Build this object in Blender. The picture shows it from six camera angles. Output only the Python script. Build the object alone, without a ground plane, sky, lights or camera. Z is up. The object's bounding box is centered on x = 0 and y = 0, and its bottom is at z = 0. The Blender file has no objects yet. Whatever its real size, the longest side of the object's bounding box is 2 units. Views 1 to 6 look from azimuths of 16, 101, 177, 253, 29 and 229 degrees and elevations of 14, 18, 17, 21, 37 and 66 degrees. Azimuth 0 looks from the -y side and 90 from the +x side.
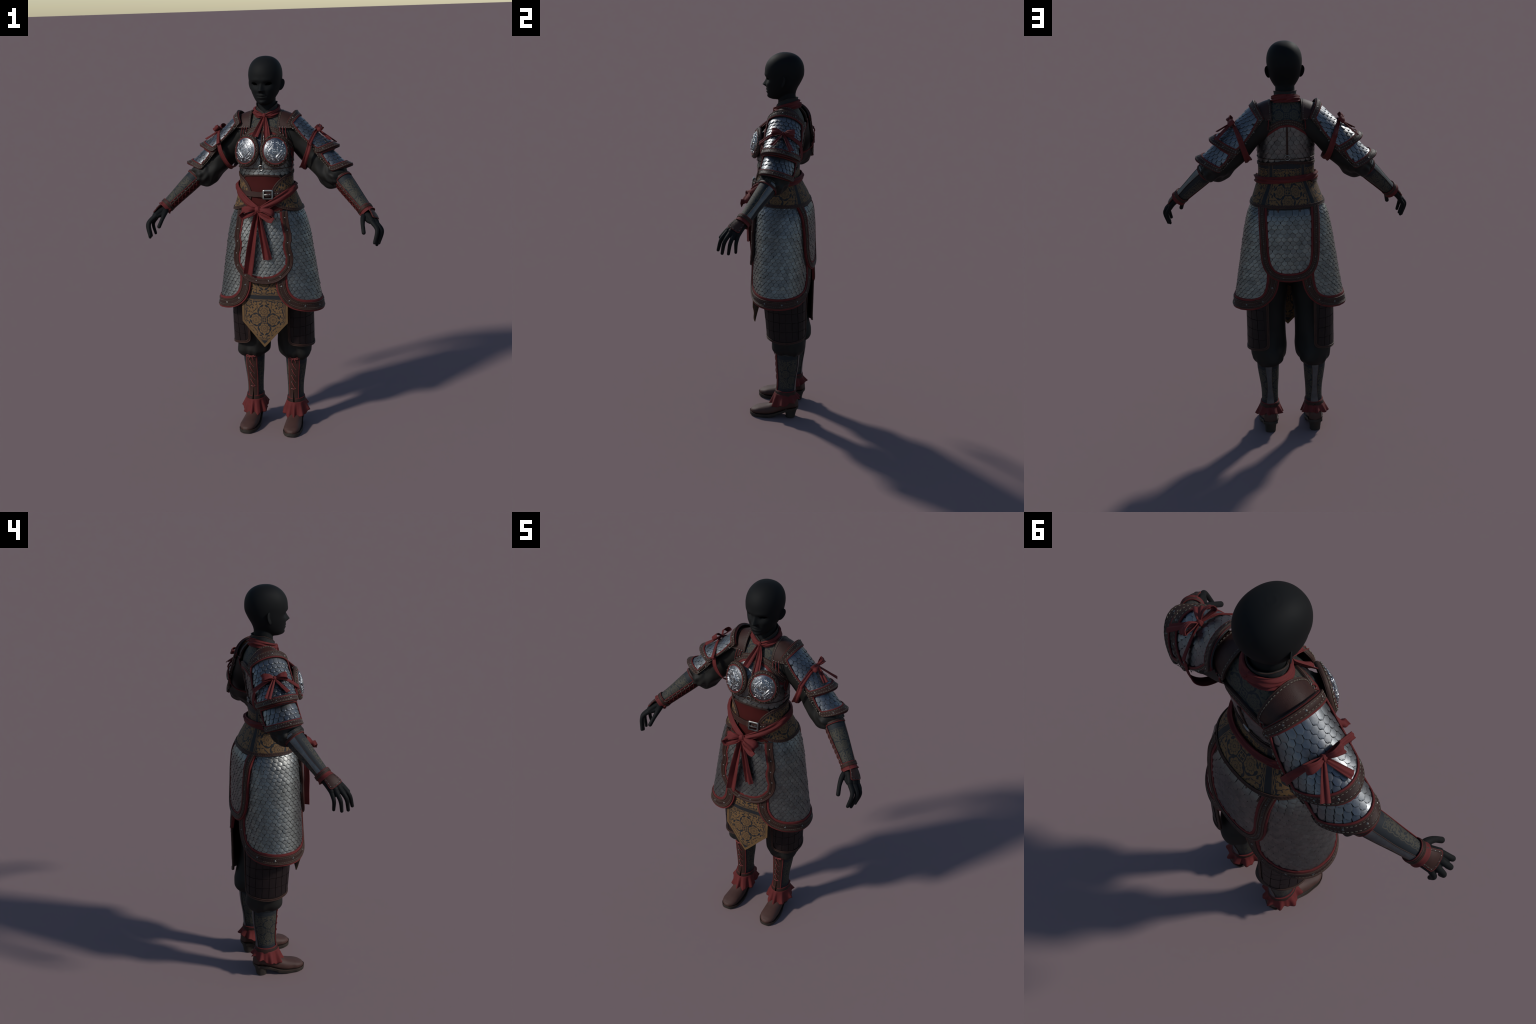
"""Armoured warrior mannequin: black dummy figure in scale armour, leather trim,
brocade girdle and red ribbons.  Front of the figure looks along -y, z is up."""
import bpy, bmesh, math, random
import numpy as np
from mathutils import Vector, Matrix
from mathutils.geometry import delaunay_2d_cdt

random.seed(7)
RNG = np.random.default_rng(7)
PI = math.pi
A = lambda *v: np.array(v, float)


# ------------------------------------------------------------------ curves
def spline(xs, ys):
    """Smooth (finite-difference cubic) interpolation through control values."""
    xs = np.array(xs, float); ys = np.array(ys, float)
    flat = ys.ndim == 1
    if flat: ys = ys[:, None]
    d = np.diff(ys, axis=0) / np.diff(xs)[:, None]
    h = np.diff(xs)[:, None]
    m = np.empty_like(ys); m[0] = d[0]; m[-1] = d[-1]
    m[1:-1] = (d[:-1] * h[1:] + d[1:] * h[:-1]) / (h[1:] + h[:-1])
    # keep monotone where the data are monotone
    flip = d[:-1] * d[1:] <= 0
    m[1:-1][flip] *= 0.35

    def f(x):
        x = np.asarray(x, float); c = np.clip(x, xs[0], xs[-1])
        i = np.clip(np.searchsorted(xs, c) - 1, 0, len(xs) - 2)
        hh = (xs[i + 1] - xs[i]); u = ((c - xs[i]) / hh)[..., None]; hh = hh[..., None]
        r = ((2*u**3 - 3*u**2 + 1) * ys[i] + (u**3 - 2*u**2 + u) * hh * m[i]
             + (-2*u**3 + 3*u**2) * ys[i + 1] + (u**3 - u**2) * hh * m[i + 1])
        return r[..., 0] if flat else r
    return f


def path(points, n):
    """n points evenly spread along a smooth curve through the control points."""
    p = np.array(points, float)
    d = np.r_[0, np.cumsum(np.linalg.norm(np.diff(p, axis=0), axis=1) ** 0.7)]
    f = spline(d, p); q = f(np.linspace(0, d[-1], n * 8))
    c = np.r_[0, np.cumsum(np.linalg.norm(np.diff(q, axis=0), axis=1))]
    t = np.linspace(0, c[-1], n)
    return np.stack([np.interp(t, c, q[:, k]) for k in range(p.shape[1])], 1)


def unit(v):
    v = np.asarray(v, float)
    return v / np.maximum(np.linalg.norm(v, axis=-1, keepdims=True), 1e-9)


# ------------------------------------------------------------------ objects
ROOT = bpy.data.objects.new("armored_mannequin", None)
bpy.context.scene.collection.objects.link(ROOT)
ROOT["label"] = "black mannequin in scale armor with red ribbons"
ROOT["category"] = "armored figure"


WORLD = {}                                          # placements of parts that have a frame of their own


def add(name, data, parent=None, stuff=False):
    o = bpy.data.objects.new(name, data)
    bpy.context.scene.collection.objects.link(o)
    o.parent = parent or ROOT
    if stuff: o["kind"] = "stuff"
    return o


def make(name, verts, faces, mat, parent=None, smooth=True, angle=40, frame=None, stuff=False, fix=True):
    """Mesh part; frame = 4x4 placement whose local axes the verts are converted to."""
    verts = np.asarray(verts, float).reshape(-1, 3)
    placed = frame is not None
    if not placed and parent is not None and parent.name in WORLD: frame = WORLD[parent.name]
    if frame is not None:
        inv = np.array(frame.inverted())
        verts = verts @ inv[:3, :3].T + inv[:3, 3]
    me = bpy.data.meshes.new(name)
    me.from_pydata(verts.tolist(), [], [tuple(int(i) for i in f) for f in faces])
    me.validate()
    if fix:
        bm = bmesh.new(); bm.from_mesh(me)
        bmesh.ops.remove_doubles(bm, verts=bm.verts, dist=1e-5)
        bmesh.ops.recalc_face_normals(bm, faces=bm.faces)
        bm.to_mesh(me); bm.free()
    if smooth:
        me.polygons.foreach_set("use_smooth", [True] * len(me.polygons))
        if angle: me.set_sharp_from_angle(angle=math.radians(angle))
    me.materials.append(mat)
    o = add(name, me, parent, stuff)
    if placed: o.matrix_local = frame
    if frame is not None: WORLD[o.name] = frame
    return o


class Soup:
    """Collects many small pieces into one mesh."""
    def __init__(s): s.v = []; s.f = []; s.n = 0
    def add(s, v, f):
        s.v.append(np.asarray(v, float)); s.f += [tuple(i + s.n for i in q) for q in f]; s.n += len(v)
    def make(s, name, mat, parent=None, **k):
        if s.n: return make(name, np.concatenate(s.v), s.f, mat, parent, fix=False, **k)


def gridfaces(n, m, closed_n=False, closed_m=False):
    f = []
    for i in range(n if closed_n else n - 1):
        for j in range(m if closed_m else m - 1):
            a, b = i * m + j, i * m + (j + 1) % m
            c, d = ((i + 1) % n) * m + (j + 1) % m, ((i + 1) % n) * m + j
            f.append((a, b, c, d))
    return f


# ------------------------------------------------------------------ surfaces
class Surf:
    """A curved sheet F(phi, t) re-measured so that (s, t) are metres on it:
    s = arc length from the phi=0 line (or from line f0), t = F's own second axis."""
    def __init__(s, F, t0, t1, closed=True, half=PI, nt=150, nf=600, centre=None):
        t = np.linspace(t0, t1, nt); ph = np.linspace(-half, half, nf + 1)
        P = F(*np.meshgrid(ph, t))
        c = np.concatenate([np.zeros((nt, 1)), np.cumsum(np.linalg.norm(np.diff(P, axis=1), axis=2), axis=1)], 1)
        mid = nf // 2
        s.t = t; s.L = (c[:, -1]) / 2
        fg = np.linspace(-1, 1, 481); s.fg = fg
        tab = np.empty((nt, 481, 3))
        for i in range(nt):
            a = c[i] - c[i, mid]
            f = np.where(a < 0, a / max(-a[0], 1e-9), a / max(a[-1], 1e-9))
            for k in range(3): tab[i, :, k] = np.interp(fg, f, P[i, :, k])
        s.tab = tab; s.closed = closed; s.sign = 1
        S0 = np.linspace(-.8, .8, 9)[:, None] * np.ones(5); T0 = np.ones(9)[:, None] * np.linspace(t0 + .1*(t1-t0), t1 - .1*(t1-t0), 5)
        S0 = S0 * np.interp(T0, s.t, s.L)
        p, n = s.frame(S0, T0)[:2]
        c0 = p.reshape(-1, 3).mean(0) if centre is None else centre
        if ((p - c0) * n).sum() < 0: s.sign = -1

    def len(s, t): return np.interp(t, s.t, s.L)

    def pos(s, S, T, f0=0.):
        S = np.asarray(S, float); T = np.asarray(T, float)
        f = f0 + S / np.interp(T, s.t, s.L)
        f = (f + 1) % 2 - 1 if s.closed else np.clip(f, -1, 1)
        x = (f + 1) / 2 * 480; i = np.clip(x.astype(int), 0, 479); u = (x - i)[..., None]
        y = np.clip((T - s.t[0]) / (s.t[-1] - s.t[0]), 0, 1) * (len(s.t) - 1)
        j = np.clip(y.astype(int), 0, len(s.t) - 2); w = (y - j)[..., None]
        b = s.tab
        return (b[j, i]*(1-u) + b[j, i+1]*u)*(1-w) + (b[j+1, i]*(1-u) + b[j+1, i+1]*u)*w

    def frame(s, S, T, f0=0., e=.004):
        S = np.asarray(S, float); T = np.asarray(T, float)
        ds = s.pos(S + e, T, f0) - s.pos(S - e, T, f0)
        dt = s.pos(S, T + e, f0) - s.pos(S, T - e, f0)
        return s.pos(S, T, f0), unit(np.cross(ds, dt)) * s.sign, unit(ds), unit(dt)

    def at(s, S, T, n=0., f0=0.):
        p, N = s.frame(S, T, f0)[:2]
        return p + N * np.asarray(n, float)[..., None]


def body_loft(rows):
    """Closed body surface from rows (z, half_width, y_front, y_back, y_centre, squareness)."""
    rows = sorted(rows); g = spline([r[0] for r in rows], [r[1:] for r in rows])
    def F(ph, z):
        a, yf, yb, yc, n = np.moveaxis(g(z), -1, 0)
        c, q = np.cos(ph), np.sin(ph); e = 2 / n
        x = a * np.sign(q) * np.abs(q) ** e
        k = np.abs(c) ** e
        y = np.where(c > 0, yc - (yc - yf) * k, yc + (yb - yc) * k)
        return np.stack([x, y, z + 0 * x], -1)
    return F


# ---- outlines in (s, t): every outline is a closure off(b) giving the line moved inward by b
def area(p):
    x, y = p[:, 0], p[:, 1]
    return .5 * np.sum(x * np.roll(y, -1) - y * np.roll(x, -1))


def curve_off(line, closed, sign):
    line = np.asarray(line, float)
    if closed: t = np.roll(line, -1, 0) - np.roll(line, 1, 0)
    else: t = np.gradient(line, axis=0)
    t = unit(t); nrm = np.stack([-t[:, 1], t[:, 0]], 1) * sign
    return lambda b: line + nrm * b


def round_poly(pts, radii, arc=7, sub=10):
    """Polygon with rounded corners; the inward offsets keep the same point count."""
    p = np.asarray(pts, float); n = len(p); sg = np.sign(area(p))
    def off(b):
        e = unit(np.roll(p, -1, 0) - p); nr = np.stack([-e[:, 1], e[:, 0]], 1) * sg
        q = []
        for i in range(n):
            n0, n1 = nr[i - 1], nr[i]; m = n0 + n1
            q.append(p[i] + m * b / max(m @ n1, .2))
        q = np.array(q); out = []
        for i in range(n):
            r = max(radii[i] - b * .6, .0025)
            a, c, d = q[i - 1], q[i], q[(i + 1) % n]
            u, w = unit(a - c), unit(d - c); th = math.acos(np.clip(u @ w, -.999, .999))
            k = min(r / math.tan(th / 2), .45 * min(np.linalg.norm(a - c), np.linalg.norm(d - c)))
            s0, s1 = c + u * k, c + w * k
            for j in range(arc):
                v = j / (arc - 1); out.append((1-v)**2 * s0 + 2*v*(1-v) * c + v*v * s1)
        out = np.array(out); res = []
        for i in range(n):                       # straight runs between the arcs
            seg = out[i*arc:(i+1)*arc]; res += list(seg)
            nxt = out[((i+1) % n) * arc]
            for j in range(1, sub): res.append(seg[-1] + (nxt - seg[-1]) * j / sub)
        return np.array(res)
    return off


def inside(poly, q):
    q = np.atleast_2d(np.asarray(q, float)); x, y = q[:, :1], q[:, 1:]
    x0, y0 = poly.T; x1, y1 = np.roll(poly, -1, 0).T
    c = ((y0 > y) != (y1 > y)) & (x < (x1 - x0) * (y - y0) / (np.where(y1 == y0, 1e-12, y1 - y0)) + x0)
    return c.sum(1) % 2 == 1


def panel(name, S, outline, mat, parent=None, n0=0., n1=.003, h=.012, f0=0., bump=None, **k):
    """Solid sheet lying on S, cut to an outline."""
    o = np.asarray(outline, float)
    lo, hi = o.min(0), o.max(0)
    gx, gy = np.meshgrid(np.arange(lo[0], hi[0], h), np.arange(lo[1], hi[1], h * .87))
    gx[1::2] += h / 2
    q = np.stack([gx.ravel(), gy.ravel()], 1)
    q = q[inside(o, q)]
    if len(q):
        dmin = np.min(np.linalg.norm(q[:, None] - o[None], axis=2), axis=1); q = q[dmin > h * .55]
    pts = np.concatenate([o, q]) if len(q) else o
    N = len(o)
    if area(o) < 0: face = list(range(N))[::-1]
    else: face = list(range(N))
    v, e, f, *_ = delaunay_2d_cdt([Vector(p) for p in pts], [], [face], 1, 1e-7)
    v = np.array([tuple(p) for p in v]); M = len(v)
    P, Nn = S.frame(v[:, 0], v[:, 1], f0)[:2]
    ex = bump(v[:, 0], v[:, 1]) if bump else 0 * v[:, 0]
    top, bot = P + Nn * (n1 + ex)[:, None], P + Nn * (n0 + ex)[:, None]
    cnt = {}
    for t in f:
        for i in range(len(t)):
            a, b = t[i], t[(i + 1) % len(t)]; key = (min(a, b), max(a, b)); cnt.setdefault(key, []).append((a, b))
    faces = [tuple(t) for t in f] + [tuple(i + M for i in t[::-1]) for t in f]
    faces += [(x[0][1], x[0][0], x[0][0] + M, x[0][1] + M) for x in cnt.values() if len(x) == 1]
    return make(name, np.concatenate([top, bot]), faces, mat, parent, **k)


def trim(name, S, off, prof, mat, parent=None, closed=False, f0=0., **k):
    """Solid strip swept along an outline; prof = closed loop of (inward, height)."""
    rows = []
    for b, n in prof:
        q = off(b); rows.append(S.at(q[:, 0], q[:, 1], n, f0))
    V = np.stack(rows, 1); n, m = V.shape[:2]
    f = gridfaces(n, m, closed, True)
    if not closed: f += [tuple(range(m)), tuple((n - 1) * m + j for j in range(m))[::-1]]
    return make(name, V.reshape(-1, 3), f, mat, parent, **k)


def bar(b0, b1, h, lo=-.001, r=.0012):
    return [(b0, lo), (b0, h - r), (b0 + r, h), (b1 - r, h), (b1, h - r), (b1, lo)]


def rope(b, r, n, k=7):
    return [(b + r * math.cos(2*PI*i/k), n + r * math.sin(2*PI*i/k)) for i in range(k)]


def resample(S, off, b, pitch, f0, closed):
    q = off(b)
    if closed: q = np.concatenate([q, q[:1]])
    P = S.pos(q[:, 0], q[:, 1], f0)
    c = np.r_[0, np.cumsum(np.linalg.norm(np.diff(P, axis=0), axis=1))]
    n = max(2, int(round(c[-1] / pitch)))
    t = (np.arange(n) + .5) * c[-1] / n
    f = lambda t: np.stack([np.interp(t, c, q[:, k]) for k in range(2)], 1)
    return f(t), f(np.minimum(t + .002, c[-1])), f(t - .002)


def sew(soup, S, off, b, n, f0=0., closed=False, pitch=.0105, ln=.0068, w=.0011, h=.0012):
    """Row of single thread stitches lying on a trim."""
    q, q1, q0 = resample(S, off, b, pitch, f0, closed)
    P, N, _, _ = S.frame(q[:, 0], q[:, 1], f0)
    T = unit(S.pos(q1[:, 0], q1[:, 1], f0) - S.pos(q0[:, 0], q0[:, 1], f0)); B = np.cross(N, T)
    for p, nn, t, bb in zip(P, N, T, B):
        c = p + nn * n; v = []
        for x, y, z in [(-.5, -1, 0), (.5, -1, 0), (.5, 1, 0), (-.5, 1, 0), (-.3, -.5, 1), (.3, -.5, 1), (.3, .5, 1), (-.3, .5, 1)]:
            v.append(c + t * x * ln + bb * y * w + nn * (z * h))
        soup.add(v, [(4, 5, 6, 7), (0, 1, 5, 4), (1, 2, 6, 5), (2, 3, 7, 6), (3, 0, 4, 7)])


def frame_matrix(p, x, y, z):
    m = Matrix.Identity(4)
    for i, c in enumerate((x, y, z, p)):
        for r in range(3): m[r][i] = float(c[r])
    return m


STUD = {}
def stud_mesh(kind, mat):
    if kind not in STUD:
        bm = bmesh.new()
        if kind == "diamond":
            prof = [(1., 0.), (1., .25), (.62, .55), (.2, .9)]; k = 4
        else:
            prof = [(1., 0.), (.95, .35), (.7, .75), (.3, .97)]; k = 10
        rings = [[bm.verts.new((r * math.cos(2*PI*i/k), r * math.sin(2*PI*i/k), z)) for i in range(k)] for r, z in prof]
        for a, b in zip(rings, rings[1:]):
            for i in range(k): bm.faces.new((a[i], a[(i+1) % k], b[(i+1) % k], b[i]))
        bm.faces.new(rings[-1])
        me = bpy.data.meshes.new("stud"); bm.to_mesh(me); bm.free(); me.materials.append(mat)
        if kind != "diamond": me.polygons.foreach_set("use_smooth", [True] * len(me.polygons))
        STUD[kind] = me
    return STUD[kind]


def place_studs(S, off, b, n, pitch, size, parent, kind="diamond", f0=0., closed=False, name="stud"):
    q, q1, q0 = resample(S, off, b, pitch, f0, closed)
    P, N, _, _ = S.frame(q[:, 0], q[:, 1], f0)
    T = unit(S.pos(q1[:, 0], q1[:, 1], f0) - S.pos(q0[:, 0], q0[:, 1], f0)); B = np.cross(N, T)
    for p, nn, t, bb in zip(P, N, T, B):
        o = add(name, stud_mesh(kind, M_STUD), parent)
        o.matrix_local = frame_matrix(p + nn * n, t * size, bb * size, nn * size * (.55 if kind == "diamond" else .6))


# ---- scales
def scale_shape(w, l, k=7, rows=9):
    """One armour scale: (across, along, height) grid, rounded shield with a soft ridge."""
    v = []
    for j in range(rows):
        u = j / (rows - 1)
        e = 1. if u < .5 else max(0., 1 - ((u - .5) / .5) ** 2.3) ** .5
        for i in range(k):
            a = 2 * i / (k - 1) - 1
            v.append((a * e * w / 2, u * l, .0050 * u + .0011 * (1 - a * a) * (1 - .6 * u * u)))
    v = np.array(v)
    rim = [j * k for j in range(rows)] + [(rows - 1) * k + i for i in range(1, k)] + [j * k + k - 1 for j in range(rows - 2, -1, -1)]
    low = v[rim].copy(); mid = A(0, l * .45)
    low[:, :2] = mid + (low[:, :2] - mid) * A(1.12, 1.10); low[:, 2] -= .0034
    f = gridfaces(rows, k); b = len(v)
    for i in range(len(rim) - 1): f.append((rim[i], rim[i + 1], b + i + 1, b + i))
    return np.concatenate([v, low]), f, len(rim) - 1          # the last faces: flared rim, coloured dark to draw the shadow outline


def scale_rows(S, poly, w, rp, direction, f0=0., centre=0.):
    lo, hi = poly.min(0), poly.max(0)
    k = int(math.ceil((hi[1] - lo[1]) / rp)) + 2
    c = int(math.ceil(max(abs(lo[0] - centre), abs(hi[0] - centre)) / w)) + 1
    pts = []
    for r in range(-1, k):
        t = (lo[1] + r * rp) if direction > 0 else (hi[1] - r * rp)
        pts += [(centre + (i + .5 * (r % 2)) * w, t) for i in range(-c, c + 1)]
    pts = np.array(pts)
    return pts[inside(poly, pts + A(0, direction * rp * .6))]


def scales(name, S, poly, w, rp, parent, n=.003, direction=-1, f0=0., centre=0., mat=None):
    base, f, nr = scale_shape(w * .94, rp * 1.62)
    soup = Soup(); count = 0
    for s, t in scale_rows(S, poly, w, rp, direction, f0, centre):
        j = RNG.normal(0, 1, 4)
        q = base * (1 + .03 * j[0]); rot = .035 * j[1]
        x = q[:, 0] * math.cos(rot) - q[:, 1] * math.sin(rot); y = q[:, 1] * math.cos(rot) + q[:, 0] * math.sin(rot)
        P = S.at(s + x + .0005 * j[2], t + direction * y, n + q[:, 2] * (1 + .12 * j[3]), f0)
        soup.add(P, f); count += 1
    o = soup.make(name, mat or M_SCALE, parent, stuff=True, angle=50)
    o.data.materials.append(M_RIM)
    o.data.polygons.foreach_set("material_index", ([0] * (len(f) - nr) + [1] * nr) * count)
    return o


# ---- soft pieces
def ribbon(name, ctrl, mat, parent=None, n=48, m=9, pleats=(), thick=.0022, curl=0., **k):
    """Cloth strip: ctrl rows are (x,y,z, wx,wy,wz, width)."""
    c = path(ctrl, n); p = c[:, :3]; w = unit(c[:, 3:6]); wd = c[:, 6:7]
    t = unit(np.gradient(p, axis=0)); nr = unit(np.cross(t, w)); w = np.cross(nr, t)
    v = np.linspace(-.5, .5, m); u = np.linspace(0, 1, n)[:, None]
    h = curl * (v[None] ** 2 * 4 - .5) * wd
    for fr, am, phs in pleats: h = h + am * np.sin(fr * PI * (v[None] + .5) + phs + 1.3 * u) * np.ones((n, 1))
    P = p[:, None] + w[:, None] * (v[None, :, None] * wd[:, None]) + nr[:, None] * h[..., None]
    N = unit(np.cross(np.gradient(P, axis=0), np.gradient(P, axis=1)))
    a, b = P + N * thick / 2, P - N * thick / 2
    V = np.concatenate([a, b[:, ::-1]], 1)
    f = gridfaces(n, 2 * m, False, True) + [tuple(range(2*m)), tuple((n-1)*2*m + j for j in range(2*m))[::-1]]
    return make(name, V.reshape(-1, 3), f, mat, parent, angle=60, **k)


def tube_verts(pts, r, k=8):
    p = np.asarray(pts, float); t = unit(np.gradient(p, axis=0))
    up = A(0, 0, 1) if abs(t[0][2]) < .8 else A(0, 1, 0)
    V = []; r = np.broadcast_to(np.asarray(r, float), (len(p),))
    for i in range(len(p)):
        x = unit(np.cross(t[i], up)); y = np.cross(x, t[i]); up = y
        V.append([p[i] + r[i] * (x * math.cos(2*PI*j/k) + y * math.sin(2*PI*j/k)) for j in range(k)])
    f = gridfaces(len(p), k, False, True) + [tuple(range(k)), tuple((len(p)-1)*k + j for j in range(k))[::-1]]
    return np.array(V).reshape(-1, 3), f


def cord(name, pts, r, mat, parent=None, n=24, k=8):
    v, f = tube_verts(path(pts, n), r, k)
    return make(name, v, f, mat, parent, angle=60)


def lump(name, c, ax, mat, parent=None, folds=0., freq=6, n=18, m=28):
    """Squashed ball with folds (knots); ax = 3 axis vectors."""
    V = []
    for i in range(n):
        th = PI * i / (n - 1)
        for j in range(m):
            ph = 2 * PI * j / m
            r = 1 + folds * math.sin(freq * ph + 2 * math.cos(th)) * math.sin(th)
            d = np.array([math.sin(th) * math.cos(ph), math.sin(th) * math.sin(ph), math.cos(th)]) * r
            V.append(c + d[0] * ax[0] + d[1] * ax[1] + d[2] * ax[2])
    return make(name, V, gridfaces(n, m, False, True), mat, parent, angle=0)


def ball(bm, c, r, sub=2):
    bmesh.ops.create_icosphere(bm, subdivisions=sub, radius=1., matrix=Matrix.Translation(Vector(c)) @ Matrix.Diagonal((*np.broadcast_to(r, 3), 1.)))


def melted(bm, voxel, smooth):
    """Fuse overlapping closed shells into one smooth skin."""
    me = bpy.data.meshes.new("tmp"); bm.to_mesh(me); bm.free()
    o = bpy.data.objects.new("tmp", me); bpy.context.scene.collection.objects.link(o)
    r = o.modifiers.new("r", 'REMESH'); r.mode = 'VOXEL'; r.voxel_size = voxel
    s = o.modifiers.new("s", 'SMOOTH'); s.factor = .5; s.iterations = smooth
    dg = bpy.context.evaluated_depsgraph_get(); out = bpy.data.meshes.new_from_object(o.evaluated_get(dg))
    bpy.data.objects.remove(o); bpy.data.meshes.remove(me)
    return out


def split_skin(me, groups):
    """Separate one skin by region; every part keeps the whole skin's normals."""
    nv = len(me.vertices); co = np.empty(nv * 3); me.vertices.foreach_get("co", co); co = co.reshape(-1, 3)
    nr = np.empty(nv * 3); me.vertex_normals.foreach_get("vector", nr); nr = nr.reshape(-1, 3)
    polys = [tuple(p.vertices) for p in me.polygons]
    cen = np.array([co[list(p)].mean(0) for p in polys]); taken = np.zeros(len(polys), bool)
    made = []
    for name, test, mat in groups:
        pick = test(cen) & ~taken; taken |= pick
        fs = [polys[i] for i in np.nonzero(pick)[0]]
        if not fs: continue
        ids = sorted({i for f in fs for i in f}); mp = {a: b for b, a in enumerate(ids)}
        m2 = bpy.data.meshes.new(name)
        m2.from_pydata(co[ids].tolist(), [], [tuple(mp[i] for i in f) for f in fs])
        m2.polygons.foreach_set("use_smooth", [True] * len(fs)); m2.materials.append(mat)
        m2.normals_split_custom_set_from_vertices(nr[ids].tolist())
        made.append(add(name, m2))
    return made


# ------------------------------------------------------------------ materials
class X:
    """Tiny expression writer: arithmetic on sockets becomes Math nodes."""
    def __init__(s, nt, k): s.nt = nt; s.k = k
    def op(s, o, *a, **kw):
        n = s.nt.nodes.new('ShaderNodeMath'); n.operation = o
        for i, q in enumerate((s,) + a):
            if isinstance(q, X): s.nt.links.new(q.k, n.inputs[i])
            else: n.inputs[i].default_value = q
        return X(s.nt, n.outputs[0])
    def __add__(s, o): return s.op('ADD', o)
    __radd__ = __add__
    def __sub__(s, o): return s.op('SUBTRACT', o)
    def __rsub__(s, o): return (s * -1) + o
    def __mul__(s, o): return s.op('MULTIPLY', o)
    __rmul__ = __mul__
    def __truediv__(s, o): return s.op('DIVIDE', o)
    def __lt__(s, o): return s.op('LESS_THAN', o)
    def __gt__(s, o): return s.op('GREATER_THAN', o)
    def __or__(s, o): return s.op('MAXIMUM', o)
    def __and__(s, o): return s.op('MULTIPLY', o)
    def abs(s): return s.op('ABSOLUTE')
    def sin(s): return s.op('SINE')
    def cos(s): return s.op('COSINE')
    def sqrt(s): return s.op('SQRT')
    def max(s, o): return s.op('MAXIMUM', o)
    def min(s, o): return s.op('MINIMUM', o)
    def wrap(s, h): return s.op('WRAP', h, -h)
    def without(s, o): return s * (1 - o)


def atan2(a, b): return a.op('ARCTAN2', b)
def hyp(a, b): return (a * a + b * b).sqrt()


class Mat:
    def __init__(s, name):
        s.m = bpy.data.materials.new(name); s.m.use_nodes = True; s.nt = s.m.node_tree
        s.b = s.nt.nodes["Principled BSDF"]; s.tc = s.nt.nodes.new('ShaderNodeTexCoord')
    def node(s, t, **kw):
        n = s.nt.nodes.new(t)
        for k, v in kw.items(): setattr(n, k, v)
        return n
    def link(s, a, b): s.nt.links.new(a.k if isinstance(a, X) else a, b)
    def noise(s, scale, detail=4, rough=.6, stretch=None):
        n = s.node('ShaderNodeTexNoise'); n.inputs['Scale'].default_value = scale
        n.inputs['Detail'].default_value = detail; n.inputs['Roughness'].default_value = rough
        if stretch:
            mp = s.node('ShaderNodeMapping'); mp.inputs['Scale'].default_value = stretch
            s.link(s.tc.outputs['Object'], mp.inputs[0]); s.link(mp.outputs[0], n.inputs['Vector'])
        else: s.link(s.tc.outputs['Object'], n.inputs['Vector'])
        return X(s.nt, n.outputs['Fac'])
    def mix(s, f, a, b):
        n = s.node('ShaderNodeMix', data_type='RGBA')
        s.link(f, n.inputs[0])
        for q, i in ((a, 6), (b, 7)):
            if isinstance(q, tuple): n.inputs[i].default_value = (*q, 1)
            else: s.link(q, n.inputs[i])
        return n.outputs[2]
    def ramp(s, f, lo, hi):
        n = s.node('ShaderNodeMapRange'); s.link(f, n.inputs[0]); n.inputs[1].default_value = lo; n.inputs[2].default_value = hi
        return X(s.nt, n.outputs[0])
    def bump(s, h, dist, strength=1.):
        n = s.node('ShaderNodeBump'); n.inputs['Distance'].default_value = dist; n.inputs['Strength'].default_value = strength
        s.link(h, n.inputs['Height']); s.link(n.outputs[0], s.b.inputs['Normal'])
    def set(s, rough=.6, metal=0., spec=.5, col=None):
        s.b.inputs['Roughness'].default_value = rough; s.b.inputs['Metallic'].default_value = metal
        s.b.inputs['Specular IOR Level'].default_value = spec
        if isinstance(col, tuple): s.b.inputs['Base Color'].default_value = (*col, 1)
        elif col is not None: s.link(col, s.b.inputs['Base Color'])
        return s.m
    def xyz(s):
        n = s.node('ShaderNodeSeparateXYZ'); s.link(s.tc.outputs['Object'], n.inputs[0])
        return [X(s.nt, o) for o in n.outputs]


def leather(name, dark, light, rough=.55, scale=22, spec=.4):
    m = Mat(name); n = m.ramp(m.noise(scale, 6, .65), .35, .7)
    fine = m.noise(520, 3, .6)
    m.bump(fine, .0012, .5)
    return m.set(rough, 0, spec, m.mix(n, dark, light))


def cloth(name, dark, light, rough=.8, weave=900, spec=.25, scale=14):
    m = Mat(name); n = m.ramp(m.noise(scale, 5, .6), .3, .72)
    m.bump(m.noise(weave, 2, .5, (1, 1, .35)), .0008, .5)
    return m.set(rough, 0, spec, m.mix(n, dark, light))


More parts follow.
